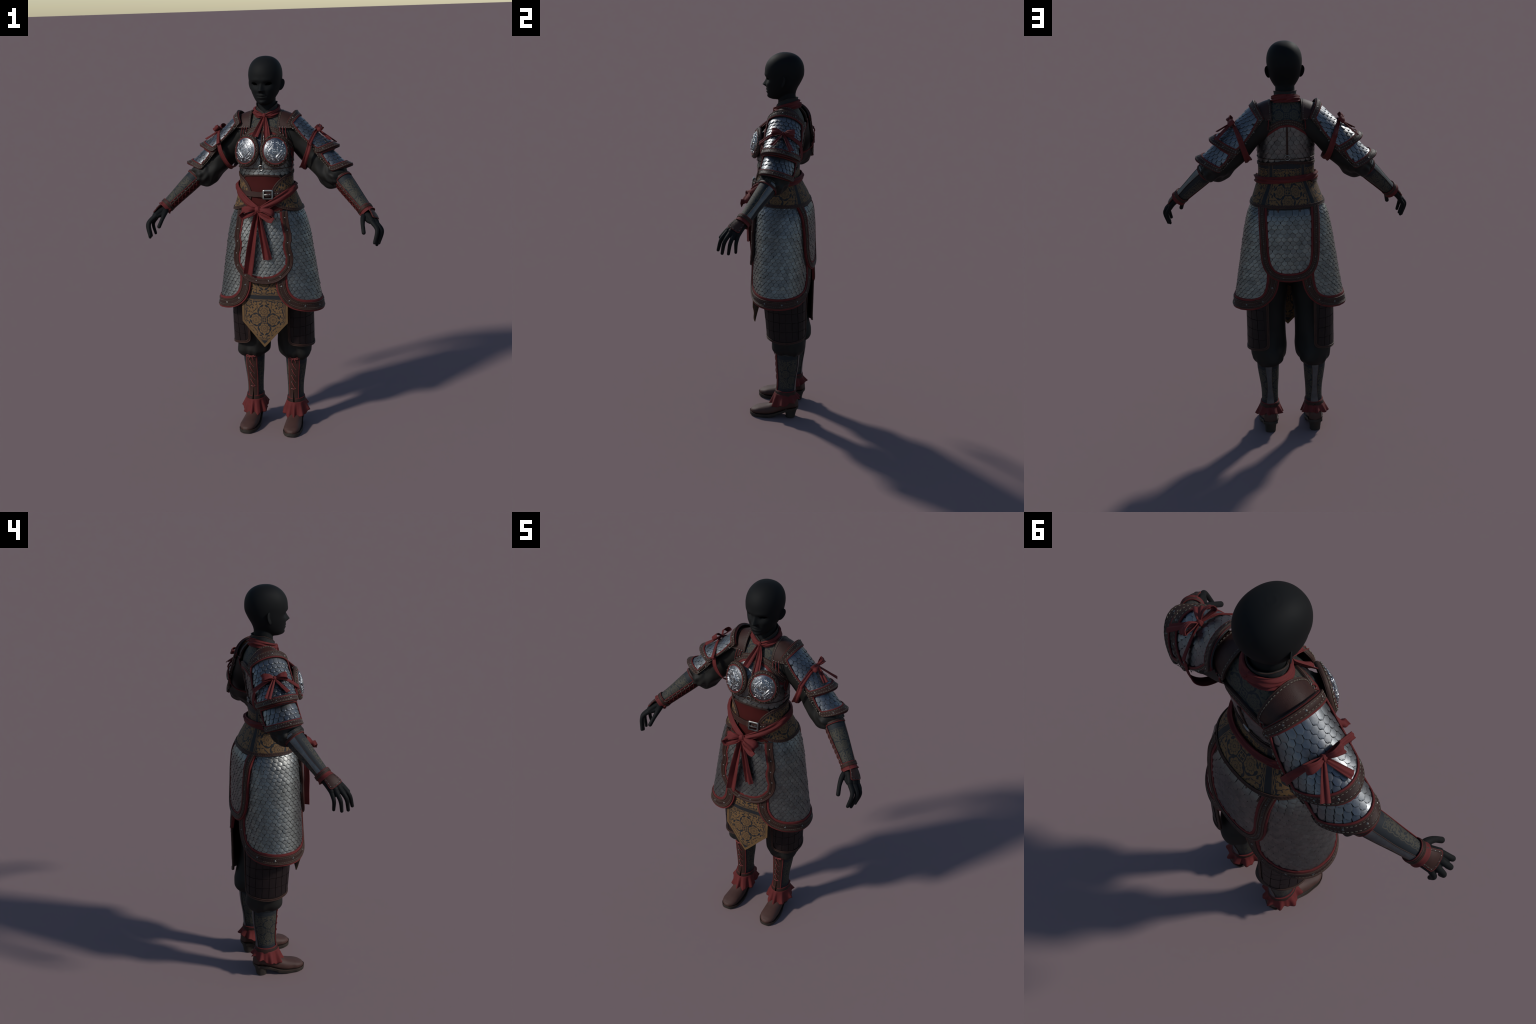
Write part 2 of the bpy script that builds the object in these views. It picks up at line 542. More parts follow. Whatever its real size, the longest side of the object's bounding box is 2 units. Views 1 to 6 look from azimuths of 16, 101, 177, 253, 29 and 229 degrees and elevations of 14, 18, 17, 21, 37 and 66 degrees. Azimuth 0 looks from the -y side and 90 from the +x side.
def brocade(name, thread, ground, cyl=0., q0=0., p0=0., k=1., stripes=(True, True), rough=.7, spec=.3):
    """Woven floral damask: tiles with four blossoms round a small square, scrolls,
    star flowers in the corners and plain stripes between the tiles."""
    m = Mat(name); x, y, z = m.xyz()
    p = (atan2(x, y * -1) * cyl if cyl else x) + p0
    q = z - q0
    w = m.noise(60, 2, .5)
    p = (p + (w - .5) * .0022) / k; q = (q + (w - .5) * .0022) / k
    T = .121
    a = p.wrap(T).abs(); b = q.wrap(T).abs()
    mx = a.max(b); mn = a.min(b)
    d = .046
    u = mx - d; r = hyp(u, mn); th = atan2(mn, u)
    lobes = (th * 3.5).cos().abs()
    R = lobes * .0055 + .0245
    flower = r < R
    veins = (((th * 7).sin().abs() < .22) & (r > .0085) & (r < .0235)) | (((r - .0165 - (th * 7).cos().abs() * .003).abs() < .0009) & (mn > .002))
    eye = (r > .004) & (r < .0062)
    scroll = ((r - (th * 5).sin() * .002) > .0355) & (r < ((th * 9 + .6).sin() * .0045 + .0435))
    c = .084; us = mx - c; vs = mn - c; rs = hyp(us, vs); ts = atan2(vs, us)
    star = rs < ((ts * 4).cos().abs() * .0095 + .0055)
    star = star.without((rs > .0035) & (rs < .0052))
    leaf = hyp((mx - .070) * 1.0, (mn - .050) * 1.3) < ((atan2(mn - .05, mx - .07) * 5).sin() * .0045 + .0135)
    leaf2 = hyp((mx - .092) * 1.6, (mn - .03) * .9) < ((mn * 420).sin() * .002 + .009)
    dots = (hyp(mx - .098, mn - .063) < .0042) | (hyp(mx - .096, mn) < .0055).without(hyp(mx - .096, mn) < .0022)
    vine = (((mx * 250 + (mn * 170).sin() * 1.6).sin() * (mn * 230 + (mx * 120).sin() + 1.).sin()) > .12) & (r > .046) & (mx < .098) & (rs > .017)
    bud = (mn < .0035) & (mx > .074) & (mx < .090)
    border = ((mx - (mn * 95).cos().abs() * .004 - .1005).abs() < .0016)
    square = ((mx > .0105) & (mx < .0142)) | ((hyp(mx, mn) < ((atan2(mn, mx) * 4).cos() * .003 + .0062)))
    gold = flower.without(veins).without(eye) | scroll | leaf | leaf2 | vine | star | dots | bud | border
    gold = gold.without(mx < .0165) | square
    tile = None
    near = ((p * k).wrap(PI * cyl) if cyl else p).abs() < .2
    sa = ((a > .1085) & near) if stripes[0] else None
    sb = (b > .1085) if stripes[1] else None
    if stripes[0] and cyl:
        gold = gold | ((((q * 190 + (p * 120).sin() * 2).sin() * (p * 260 + (q * 90).sin()).sin()) > -.08) & (a > .1) & (1 - near))
    st = sa if sb is None else (sb if sa is None else sa | sb)
    if st is not None:
        gold = gold.without(st)
        if sa is not None: gold = gold | (((a - .1085).abs() < .0013) & near)
        if sb is not None: gold = gold | ((b - .1085).abs() < .0013)
    wear = m.ramp(m.noise(90, 4, .7), .25, .6)
    thread_c = m.mix(m.ramp(m.noise(420, 2, .5, (1, 1, .3)), .3, .7), tuple(v * .72 for v in thread), thread)
    m.bump(gold * .6 + m.noise(700, 2) * .5, .0009, .6)
    return m.set(rough, 0, spec, m.mix(gold * (wear * .35 + .65), ground, thread_c))


def steel(name, dark, light, rough, metal=1., island=0., scale=30):
    m = Mat(name); n = m.ramp(m.noise(scale, 5, .65), .3, .7)
    col = m.mix(n, dark, light)
    if island:
        g = m.node('ShaderNodeNewGeometry'); ri = X(m.nt, g.outputs['Random Per Island'])
        if island == 2: ri = X(m.nt, m.node('ShaderNodeObjectInfo').outputs['Random'])
        col = m.mix(ri * .30, col, tuple(v * .55 for v in dark))
        r = ri * .12 + rough; m.link(r, m.b.inputs['Roughness'])
    m.bump(m.noise(260, 4, .6), .0006, .35)
    return m.set(rough, metal, .5, col)


M_SKIN = Mat("matte_black_skin"); M_SKIN = M_SKIN.set(.66, 0, .10, (.0074, .0079, .0082))
M_VOID = Mat("black_void").set(1., 0, 0., (.0008, .0008, .0008))
M_RED = cloth("red_cloth", (.076, .0095, .0095), (.114, .0155, .0152))
M_LACE = cloth("red_cord", (.14, .026, .026), (.19, .040, .039), weave=500)
M_PIPE = cloth("red_piping", (.080, .0100, .0100), (.118, .0165, .0160), weave=700)
M_SATIN = cloth("dark_red_satin", (.036, .0046, .0040), (.050, .0062, .0054), rough=.75, spec=.12)
M_LEATHER = leather("brown_leather", (.025, .0098, .0076), (.040, .0162, .0127), spec=.2)
M_BAND = leather("trim_leather", (.021, .0090, .0070), (.034, .0150, .0117), scale=40, spec=.2)
M_RIDGE = leather("tan_leather_edge", (.032, .0155, .0115), (.052, .0265, .0190), scale=50, spec=.2)
M_SHOE = leather("shoe_leather", (.042, .0185, .0145), (.062, .028, .022), rough=.6, spec=.28, scale=12)
M_SOLE = leather("sole_leather", (.016, .012, .009), (.03, .022, .016), rough=.7)
M_THREAD = cloth("pale_thread", (.10, .088, .066), (.155, .138, .108))
M_DIM = cloth("faded_thread", (.062, .054, .042), (.10, .088, .07))
M_BLACK = cloth("black_silk", (.0065, .0062, .0055), (.0115, .0108, .0095), rough=.62, spec=.22, scale=9)
M_COLLAR = cloth("charcoal_cloth", (.012, .0125, .0125), (.018, .0185, .018), rough=.75)
M_RIM = steel("scale_rim_painted_shadow", (.030, .030, .031), (.05, .05, .05), .5, .7)
M_SCALE = steel("steel_scales", (.125, .127, .125), (.205, .208, .203), .40, 1., 1)
M_SCALE_ONE = steel("steel_shoulder_scales", (.125, .132, .140), (.205, .215, .228), .39, 1., 2)
M_UNDER = leather("scale_backing", (.012, .011, .011), (.02, .018, .018), rough=.8)
M_STEEL = steel("worn_steel", (.15, .15, .145), (.27, .27, .26), .38)
M_STUD = steel("stud_steel", (.10, .10, .096), (.17, .17, .16), .48)
M_DISC = steel("polished_steel", (.13, .134, .142), (.21, .214, .225), .36)
M_EMBOSS = steel("raised_steel_ornament", (.32, .33, .345), (.45, .46, .475), .30)
M_STRIP = steel("dark_steel_strip", (.07, .075, .08), (.11, .115, .12), .42, .6)
M_PLATE = leather("dark_lacquer_plates", (.0060, .0028, .0031), (.0110, .0052, .0054), rough=.55, scale=60, spec=.25)
GOLD, NAVY = (.150, .081, .030), (.0095, .0105, .013)
OLIVE, INK = (.050, .044, .030), (.0085, .0115, .015)
M_FLAP = brocade("gold_brocade_flap", GOLD, NAVY, 0, .652)
M_GIRDLE = brocade("gold_brocade_girdle", GOLD, NAVY, .155, 1.292, PI * .155, 1., (True, False))
M_TUNIC = brocade("dark_brocade_tunic", OLIVE, INK, 0, 1.66, 0, .8)
M_BOOT = brocade("dark_brocade_boot", OLIVE, INK, .052, .27, PI * .026, .85, (False, False))
M_VAMB = brocade("dark_brocade_sleeve_guard", OLIVE, INK, .036, .115, PI * .018, .8, (False, False))


# ================================================================== BODY
def head_and_neck():
    rows = []
    for i in range(14):
        z = 1.905 + .0945 * math.sin(PI / 2 * i / 13)
        h = (z - 1.905) / .095
        k = max(0, 1 - h ** 2.25) ** (1 / 2.25); kf = max(0, 1 - h ** 2.0) ** (1 / 2.0)
        rows.append((z, .0845 * k + .0005, .027 - .1025 * kf, .027 + .102 * k, .03, 2.15))
    rows += [(1.88, .0825, -.0740, .1265, .03, 2.15), (1.862, .080, -.0685, .119, .03, 2.15), (1.84, .0755, -.0675, .1075, .03, 2.1),
             (1.82, .068, -.0665, .096, .025, 2.05), (1.80, .0575, -.0655, .088, .015, 2.0), (1.785, .0475, -.0635, .083, .005, 2.0),
             (1.772, .0365, -.0585, .06, 0., 2.0), (1.764, .0265, -.0505, .04, -.005, 2.0), (1.758, .012, -.034, .02, -.01, 2.0)]
    F = body_loft(rows)
    neck = body_loft([(1.69, .052, -.012, .098, .043, 2), (1.74, .0475, -.006, .09, .042, 2), (1.79, .046, -.002, .085, .042, 2), (1.83, .045, .0, .082, .042, 2)])
    bm = bmesh.new()
    for f, z0, z1, n in ((F, 1.758, 1.9995, 90), (neck, 1.69, 1.83, 30)):
        ph = np.linspace(-PI, PI, 97)[:-1]
        V = f(*np.meshgrid(ph, np.linspace(z0, z1, n)))
        vs = [[bm.verts.new(p) for p in r] for r in V]
        for a, b in zip(vs, vs[1:]):
            for j in range(96): bm.faces.new((a[j], a[(j+1) % 96], b[(j+1) % 96], b[j]))
        bm.faces.new(vs[0][::-1]); bm.faces.new(vs[-1])
    me = melted(bm, .0021, 7)
    n = len(me.vertices); co = np.empty(n * 3); me.vertices.foreach_get("co", co); co = co.reshape(-1, 3)
    x, y, z = co.T.copy(); front = np.clip((.0 - y) / .03, 0, 1)
    ax = np.abs(x)
    G = lambda u, s: np.exp(-.5 * (u / s) ** 2)
    d = np.zeros(n)                                     # displacement towards -y
    # nose: a ridge that grows and widens down to the tip, then cuts back
    tz = np.clip((1.872 - z) / .038, 0, 1.)
    ridge = .0225 * tz ** 1.25 * np.where(z < 1.834, np.clip(1 - (1.834 - z) / .011, 0, 1) ** 1.2, 1)
    d += ridge * G(x, .0042 + .0048 * tz)
    d += .006 * G(ax - .0095, .0045) * G(z - 1.8285, .0055)           # nostril wings
    d -= .0085 * G(ax - .034, .015) * G(z - 1.862, .011)               # eye sockets
    d += .003 * G(ax - .03, .02) * G(z - 1.884, .008)                 # brow
    d += .004 * G(ax - .042, .014) * G(z - 1.836, .014)               # cheeks
    d += .0042 * G(x, .017) * G(z - 1.8095, .0045)                    # upper lip
    d += .0042 * G(x, .014) * G(z - 1.797, .0048)                     # lower lip
    d -= .0052 * np.clip(1 - (ax / .027) ** 2, 0, 1) ** .5 * G(z - 1.8038 - 2 * x * x, .0013)   # mouth line
    d -= .003 * G(x, .016) * G(z - 1.786, .005)
    d += .0045 * G(x, .016) * G(z - 1.772, .009)                      # chin
    co[:, 1] -= d * front
    # almond eye openings, sunk
    def eye_shape(c):
        u = (np.abs(c[:, 0]) - .0362) / .0162
        zz = c[:, 2] - (1.8655 + .003 * u)
        h = np.clip(1 - u * u, 0, 1) ** .8 * np.where(zz > 0, .0084, .0066)
        return (np.abs(u) < 1) & (np.abs(zz) < h) & (c[:, 1] < 0)
    hole = eye_shape(co)
    co[hole, 1] += .009
    me.vertices.foreach_set("co", co.ravel()); me.update()
    split_skin(me, [("eye", lambda c: eye_shape(c) & (c[:, 0] < 0), M_VOID), ("eye", lambda c: eye_shape(c), M_VOID),
                    ("neck", lambda c: c[:, 2] < 1.757 + .045 * np.clip((c[:, 1] + .03) / .11, 0, 1), M_SKIN), ("head", lambda c: c[:, 2] > 0, M_SKIN)])
    bpy.data.meshes.remove(me)


def ear(g):
    """Shell-shaped ear leaning out and back."""
    V = []; n, m = 14, 28
    c = A(.0850, .034, 1.857)
    out, up, back = unit(A(.90, .25, .12)), unit(A(.12, .12, 1)), unit(A(.50, .88, 0))
    for i in range(n):
        th = PI * i / (n - 1)
        for j in range(m):
            ph = 2 * PI * j / m
            u, v, w = math.sin(th) * math.cos(ph), math.sin(th) * math.sin(ph), math.cos(th)
            rim = math.hypot(u, v)
            ry, rz = .0165 * (1 + .22 * v), .0295
            dent = -.0065 * math.exp(-((u + .1) ** 2 + (v - .15) ** 2) / .18) if w > 0 else 0
            p = c + back * (u * ry) + up * (v * rz) + out * (w * .0065 + dent + .006 * u - .006)
            V.append(p * A(g, 1, 1))
    return make("ear", V, gridfaces(n, m, False, True), M_SKIN, angle=0)


head_and_neck()
for g in (1, -1): ear(g)

# ---- hands
DORSAL = unit(A(.795, 0, .61))
FINGERS = [  # knuckle, middle joint, tip, radii
    ((.5650, -.141, 1.199), (.5980, -.172, 1.158), (.5885, -.191, 1.101), .0112, .0080),
    ((.5775, -.126, 1.195), (.6120, -.152, 1.150), (.5965, -.169, 1.087), .0114, .0080),
    ((.5835, -.108, 1.188), (.6160, -.123, 1.145), (.6020, -.136, 1.088), .0110, .0078),
    ((.5820, -.091, 1.180), (.6030, -.097, 1.143), (.5905, -.102, 1.094), .0102, .0072)]


def hand(g):
    bm = bmesh.new(); wrist = A(.532, -.080, 1.233)
    heel = [A(.532, -.097, 1.225), A(.535, -.087, 1.222), A(.539, -.077, 1.222), A(.542, -.068, 1.226)]
    for (k, m, t, r0, r1), h in zip(FINGERS, heel):
        pts = path([k, m, t], 26)
        for i, p in enumerate(pts): ball(bm, p, r0 + .0012 + (r1 - r0 - .0006) * i / 25)
        for i in range(9):
            u = i / 8; ball(bm, h + (A(*k) - h) * u + DORSAL * (.0035 * math.sin(PI * u) + .002 * u), .0175 + (r0 + .0030 - .0175) * u)
    for i in range(10):
        u = i / 9; c = A(.508, -.062, 1.257) + (wrist - A(.508, -.062, 1.257)) * u
        ball(bm, c, .0255 - .002 * u)
    pts = path([(.528, -.092, 1.222), (.522, -.125, 1.212), (.525, -.158, 1.188), (.535, -.190, 1.150)], 22)
    for i, p in enumerate(pts): ball(bm, p, .0165 + (.0108 - .0165) * min(1, i / 14))
    pts = path([(.530, -.105, 1.215), (.545, -.128, 1.200), (.560, -.140, 1.196)], 9)
    for p in pts: ball(bm, p, .0130)
    if g < 0:
        for v in bm.verts: v.co.x *= -1
        bmesh.ops.reverse_faces(bm, faces=bm.faces)
    me = melted(bm, .0018, 6)
    me.polygons.foreach_set("use_smooth", [True] * len(me.polygons)); me.materials.append(M_SKIN)
    me.name = "hand"
    return add("hand", me)


HANDS = {g: hand(g) for g in (1, -1)}

# ================================================================== TORSO
TORSO_ROWS = [(1.18, .180, -.120, .168, .035, 2.35), (1.215, .175, -.118, .163, .03, 2.35), (1.26, .158, -.114, .146, .02, 2.3), (1.30, .144, -.110, .122, .01, 2.3), (1.335, .134, -.106, .106, .003, 2.3),
              (1.37, .1295, -.102, .099, 0., 2.3), (1.42, .130, -.099, .099, 0., 2.3), (1.46, .132, -.095, .105, .0, 2.3), (1.50, .1345, -.089, .113, .005, 2.3), (1.56, .1360, -.072, .123, .02, 2.3),
              (1.61, .138, -.052, .130, .04, 2.3), (1.645, .140, -.036, .127, .05, 2.3), (1.675, .128, -.018, .116, .053, 2.2), (1.695, .105, -.004, .106, .053, 2.1),
              (1.712, .078, .002, .098, .052, 2.0), (1.73, .060, .001, .094, .047, 2.0), (1.755, .053, -.002, .093, .045, 2.0)]
_torso = body_loft(TORSO_ROWS)


def torso_F(ph, z):
    P = _torso(ph, z); x, y = P[..., 0], P[..., 1]
    f = np.clip((-.0 - y) / .05, 0, 1)
    b = .047 * np.exp(-.5 * ((np.abs(x) - .068) / .037) ** 2 - .5 * ((z - 1.528) / .043) ** 2)
    P = P.copy(); P[..., 1] -= b * f
    return P


TORSO = Surf(torso_F, 1.18, 1.755, centre=None)
ph = np.linspace(-PI, PI, 145)[:-1]; zz = np.linspace(1.25, 1.74, 90)
V = torso_F(*np.meshgrid(ph, zz))
make("tunic", V.reshape(-1, 3), gridfaces(90, 144, False, True), M_TUNIC, angle=0, fix=False)


def s_of_x(S, x, t, f0=0.):
    """arc length at which the surface reaches a given |x| (front or back half)."""
    s = np.linspace(0, float(S.len(t)) * .5, 200)
    px = np.abs(S.pos(s, np.full(200, t), f0)[:, 0])
    return float(np.interp(abs(x), np.maximum.accumulate(px), s)) * (1 if x >= 0 else -1)


def on_x(S, pts, f0=0.):
    return np.array([(s_of_x(S, x, z, f0), z) for x, z in pts])


def smooth_line(pts, n): return path(pts, n)


# ---- collar of the tunic: stand-up, open in a V at the throat
def collar():
    n, m = 90, 8; V = []
    for i in range(n):
        a = -PI * .985 + 2 * PI * .985 * i / (n - 1)         # 0 = back
        k = abs(a) / PI
        top = 1.7685 - .052 * max(0, (k - .42) / .58) ** 1.25
        for j in range(m):
            v = j / (m - 1)
            z = 1.700 + (top - 1.700) * v
            fl = .0035 * v
            rx, ry = .0505 + fl + .004 * (1 - v), .0520 + fl + .004 * (1 - v)
            V.append((rx * math.sin(a), .043 + ry * math.cos(a) - .004 * k * (1 - v), z))
    V = np.array(V).reshape(n, m, 3); C = A(0, .043, 0)
    inn = V.copy(); inn[..., :2] = C[:2] + (V[..., :2] - C[:2]) * .95
    full = np.concatenate([V, inn[:, ::-1]], 1)
    f = gridfaces(n, 2 * m, False, True) + [tuple(range(2*m)), tuple((n-1)*2*m + j for j in range(2*m))]
    o = make("collar", full.reshape(-1, 3), f, M_COLLAR, angle=50)
    e = V[:, -1]
    v, f = tube_verts(e + (e - C) * A(.01, .01, 0), .0012, 6)
    make("collar_edge", v, f, M_RIDGE, o)


collar()


# ---- scarf
def scarf():
    n, m = 180, 40; V = np.empty((n, m, 3))
    for i in range(n):
        a = 2 * PI * i / n                          # 0 = back
        k = (1 - math.cos(a)) / 2                   # 1 = front
        zt = 1.7580 - .036 * k ** 1.3; zb = 1.7195 - .030 * k ** 1.2
        pinch = math.exp(-((a - PI) / .32) ** 2)
        zm = (zt + zb) / 2; hh = (zt - zb) / 2 * (1 - .55 * pinch)
        for j in range(m):
            b = 2 * PI * j / m
            z = zm + hh * math.sin(b)
            o = math.cos(b)
            fold = (.0046 * math.sin(3.6 * b + 2.2 * math.sin(a + .5) + 1.5 * a) + .0030 * math.sin(8 * b + 3 * a + 2 * math.sin(2 * a))) * max(0, o) ** .6
            r = .0605 + .0065 * o + fold + .0085 * (.5 - .5 * math.sin(b)) * (1 - .4 * k)
            V[i, j] = (r * math.sin(a), .0435 + (r - .0015) * math.cos(a) + .0 * k, z)
    o = make("scarf", V.reshape(-1, 3), gridfaces(n, m, True, True), M_RED, angle=0)
    lump("knot", A(.002, -.0235, 1.704), (A(.0105, 0, 0), A(0, .009, .002), A(0, -.002, .0125)), M_RED, o, .10, 5)
    sd = A(1, 0, 0)
    ribbon("tail", [(-.004, -.026, 1.700, 1, .2, .1, .012), (-.012, -.036, 1.670, 1, .3, .2, .020), (-.021, -.062, 1.640, 1, .3, .2, .026), (-.031, -.094, 1.607, .95, .2, .3, .031)],
           M_RED, o, pleats=((3, .0032, .4), (7, .0008, 1)), curl=.15)
    ribbon("tail", [(.006, -.026, 1.700, 1, -.2, 0, .012), (.014, -.040, 1.665, 1, -.1, 0, .022), (.028, -.080, 1.628, 1, .1, 0, .028), (.040, -.119, 1.594, 1, .2, .0, .032)],
           M_RED, o, pleats=((3, .0030, 2.), (7, .0008, 0)), curl=.1)


scarf()

# ================================================================== CUIRASS
CUIRASS_N = .004


def arch(pts, f0, n=90):
    p = path(pts, n); h = np.array([(s_of_x(TORSO, x, z, f0), z) for x, z in p])
    m = h[::-1] * A(-1, 1)
    return np.concatenate([m[:-1], h])


def cuirass(name, f0, top, bottom):
    hb = arch(top, f0)
    sd = hb[-1, 0]
    bot = np.array([(sd * k, bottom) for k in np.linspace(1, -1, 40)])
    outline = np.concatenate([hb, bot])
    base = panel(name, TORSO, outline, M_UNDER, None, .0, CUIRASS_N, .008, f0)
    off = curve_off(hb, False, -1)
    trim("trim", TORSO, off, bar(.0, .024, .0075), M_BAND, base, f0=f0)
    trim("trim", TORSO, off, rope(.003, .0026, .0078), M_RIDGE, base, f0=f0)
    trim("trim", TORSO, off, rope(.0125, .0022, .0074), M_RIDGE, base, f0=f0)
    trim("trim", TORSO, off, rope(.0225, .0024, .0074), M_RIDGE, base, f0=f0)
    trim("piping", TORSO, off, bar(.0245, .034, .0085), M_PIPE, base, f0=f0)
    st = Soup(); sew(st, TORSO, off, .0075, .0073, f0); sew(st, TORSO, off, .018, .0073, f0)
    st.make("stitching", M_THREAD, base, stuff=True)
    # side seams and lower cord
    for g in (1, -1):
        line = np.array([(g * (sd - .008), z) for z in np.linspace(hb[-1, 1], bottom, 20)])
        o2 = curve_off(line, False, 1)
        trim("side_binding", TORSO, o2, bar(-.004, .004, .0085), M_PIPE, base, f0=f0)
    line = np.array([(s, 1.4475) for s in np.linspace(-sd, sd, 60)])
    trim("cord", TORSO, curve_off(line, False, 1), rope(0, .0019, .0105), M_RIDGE, base, f0=f0)
    bot2 = bot.copy(); bot2[:, 1] = 1.424 if f0 == 0 else 1.444
    poly = np.concatenate([off(.028), bot2])
    return base, off, poly


FRONT_ARCH = [(0, 1.6515), (.04, 1.6475), (.075, 1.636), (.105, 1.610), (.128, 1.578), (.139, 1.548)]
BACK_ARCH = [(0, 1.641), (.04, 1.635), (.075, 1.616), (.105, 1.590), (.128, 1.563), (.1385, 1.545)]
cf, off_f, poly_f = cuirass("breastplate", 0., FRONT_ARCH, 1.405)
cb, off_b, poly_b = cuirass("backplate", 1., BACK_ARCH, 1.425)
scales("scales", TORSO, poly_f, .0265, .0185, cf, CUIRASS_N)
scales("scales", TORSO, poly_b, .0300, .0215, cb, CUIRASS_N, f0=1.)


def centre_cord(parent, f0, z0, z1, n=.0115):
    for ds in (-.0024, .0024):
        z = np.linspace(z0, z1, 40); P = TORSO.at(np.full(40, ds), z, n, f0)
        v, f = tube_verts(P, .0024, 7); make("cord", v, f, M_RIDGE, parent)
    p, N, s, t = [q[0] for q in TORSO.frame(A(0.), A(z1 - .002), f0)]
    c = p + N * .014
    ring = [c + .0125 * (s * math.cos(a) + t * math.sin(a)) for a in np.linspace(0, 2 * PI, 33)]
    v, f = tube_verts(ring, .0024, 8); make("ring", v, f, M_STEEL, parent)


centre_cord(cf, 0., 1.624, 1.452)
centre_cord(cb, 1., 1.607, 1.458)


# ---- the two embossed discs
def disc(g):
    n = unit(A(.32, -.925, .20)); c = A(.0742, -.1045, 1.5370)
    r = unit(np.cross(A(0, 0, 1), n)); u = np.cross(n, r)
    if r[0] < 0: r = -r
    R = .0815
    def F(ph, t):                   # t = radius
        h = .024 * (1 - (t / R) ** 2.2) + .0045 * np.exp(-((t - .0735) / .0075) ** 2)
        P = (c + (np.sin(ph) * t * .92)[..., None] * r + (np.cos(ph) * t)[..., None] * u + h[..., None] * n
             + (.010 * (np.abs(np.sin(ph)) * np.sign(np.sin(ph)) * t / R) ** 2 * (np.sin(ph) > 0))[..., None] * -n)
        return P * A(g, 1, 1)
    nr, na = 26, 96
    rad = np.linspace(.0005, R, nr); an = np.linspace(0, 2 * PI, na + 1)[:-1]
    T, P = np.meshgrid(rad, an); V = F(P, T)                 # (na, nr)
    low = F(an, np.full(na, R)) - (n * A(g, 1, 1)) * .006
    full = np.concatenate([V, low[:, None]], 1)
    o = make("breast_disc", full.reshape(-1, 3), gridfaces(na, nr + 1, True, False), M_BAND, cf, angle=50)
    nw = n * A(g, 1, 1)
    def ringpart(name, r0, r1, h, mat):
        prof = [(r0, -.002), (r0, h - .001), (r0 + .001, h), (r1 - .001, h), (r1, h - .001), (r1, -.002)]
        rows = np.stack([F(an, np.full(na, a)) + nw * b for a, b in prof], 1)
        make(name, rows.reshape(-1, 3), gridfaces(na, len(prof), True, True), mat, o)
    ringpart("rim", .0775, .0822, .0035, M_RIDGE)
    ringpart("rim", .0735, .0750, .0028, M_RIDGE)
    ringpart("rim", .0685, .0715, .0040, M_RIDGE)
    ringpart("piping", .0630, .0685, .0040, M_PIPE)
    st = Soup()
    for k in range(34):                                   # laced stitches on the rim
        a = 2 * PI * k / 34
        q = lambda rr, da: F(np.array([a + da]), np.array([rr]))[0] + nw * .0038
        b0, b1, b2, b3 = q(.0772, -.055), q(.0772, .055), q(.0757, .055), q(.0757, -.055)
        e = nw * .0014
        st.add([b0, b1, b2, b3, b0 + e, b1 + e, b2 + e, b3 + e], [(4, 5, 6, 7), (0, 1, 5, 4), (1, 2, 6, 5), (2, 3, 7, 6), (3, 0, 4, 7)])
    st.make("stitching", M_THREAD, o, stuff=True)
    for k in range(16):
        a = 2 * PI * (k + .5) / 16; p = F(np.array([a]), np.array([.0726]))[0] + nw * .003
        s = add("stud", stud_mesh("round", M_STEEL), o); s.matrix_local = frame_matrix(p, r * .0019, u * .0019, nw * .0019)
    rad = np.linspace(.0005, .0640, 22); T, P = np.meshgrid(rad, an); V = F(P, T) + nw * .0022
    shield = make("disc_plate", V.reshape(-1, 3), gridfaces(na, 22, True, False), M_DISC, o, angle=0)
    # embossing: lines drawn in disc coordinates (x right, y up) and raised on the dome
    def F2(xy):
        xy = np.asarray(xy, float) * 1.13; t = np.hypot(xy[:, 0], xy[:, 1]); return F(np.arctan2(xy[:, 0], xy[:, 1]), t) + nw * .0032
    em = Soup()
    def line(pts, w, n=26, smooth=True):
        p = path(pts, n) if smooth else np.concatenate([np.linspace(a, b, 8)[:-1] for a, b in zip(pts, pts[1:])] + [np.array(pts[-1:])])
        v, f = tube_verts(F2(p), w, 6); em.add(v, f)
    def spiral(cx, cy, r0, turns, a0, w, sgn=1):
        t = np.linspace(0, 1, 30); rr = r0 * (1 - .82 * t); an_ = a0 + sgn * turns * 2 * PI * t
        v, f = tube_verts(F2(np.stack([cx + rr * np.cos(an_), cy + rr * np.sin(an_)], 1)), w * (1 - .4 * t), 6); em.add(v, f)
    D = .0335
    line([(D, 0), (0, D), (-D, 0), (0, -D), (D, 0)], .0029, smooth=False)
    D2 = .028
    line([(D2, 0), (0, D2), (-D2, 0), (0, -D2), (D2, 0)], .0017, smooth=False)
    q = .0125
    line([(q, q), (-q, q), (-q, -q), (q, -q), (q, q)], .0023, smooth=False)
    for a in range(4):
        c_, s_ = math.cos(a * PI / 2), math.sin(a * PI / 2)
        ro = lambda p: [(x * c_ - y * s_, x * s_ + y * c_) for x, y in p]
        line(ro([(.0035, .0035), (.007, .0015), (.0085, .005), (.005, .0075), (.002, .005)]), .0015, 16)
        line(ro([(.002, .010), (.006, .010)]), .0008, 6)
        # corner scrolls: two spirals and combed waves between them
        for k in (1, -1):
            px, py = ro([(.0375, k * .0098)])[0]
            b0 = a * PI / 2
            spiral(px, py, .0082, 1.25, b0 - k * PI * .15, .0022, k)
            line(ro([(.0335, k * .0125), (.0265, k * .0195), (.0205, k * .0255)]), .0025, 10)
        for i in range(5):                                  # combed waves between the scrolls
            th = PI / 4 + (i - 2) * .20; t = np.linspace(0, 1, 16)
            rr = .0275 + (.0175 - .0012 * abs(i - 2)) * t; tt = th + .085 * np.sin(2 * PI * t + .4) * (1 if i < 2 else -1)
            v, f = tube_verts(F2(np.array(ro(list(zip(rr * np.cos(tt), rr * np.sin(tt)))))), .0019, 6); em.add(v, f)
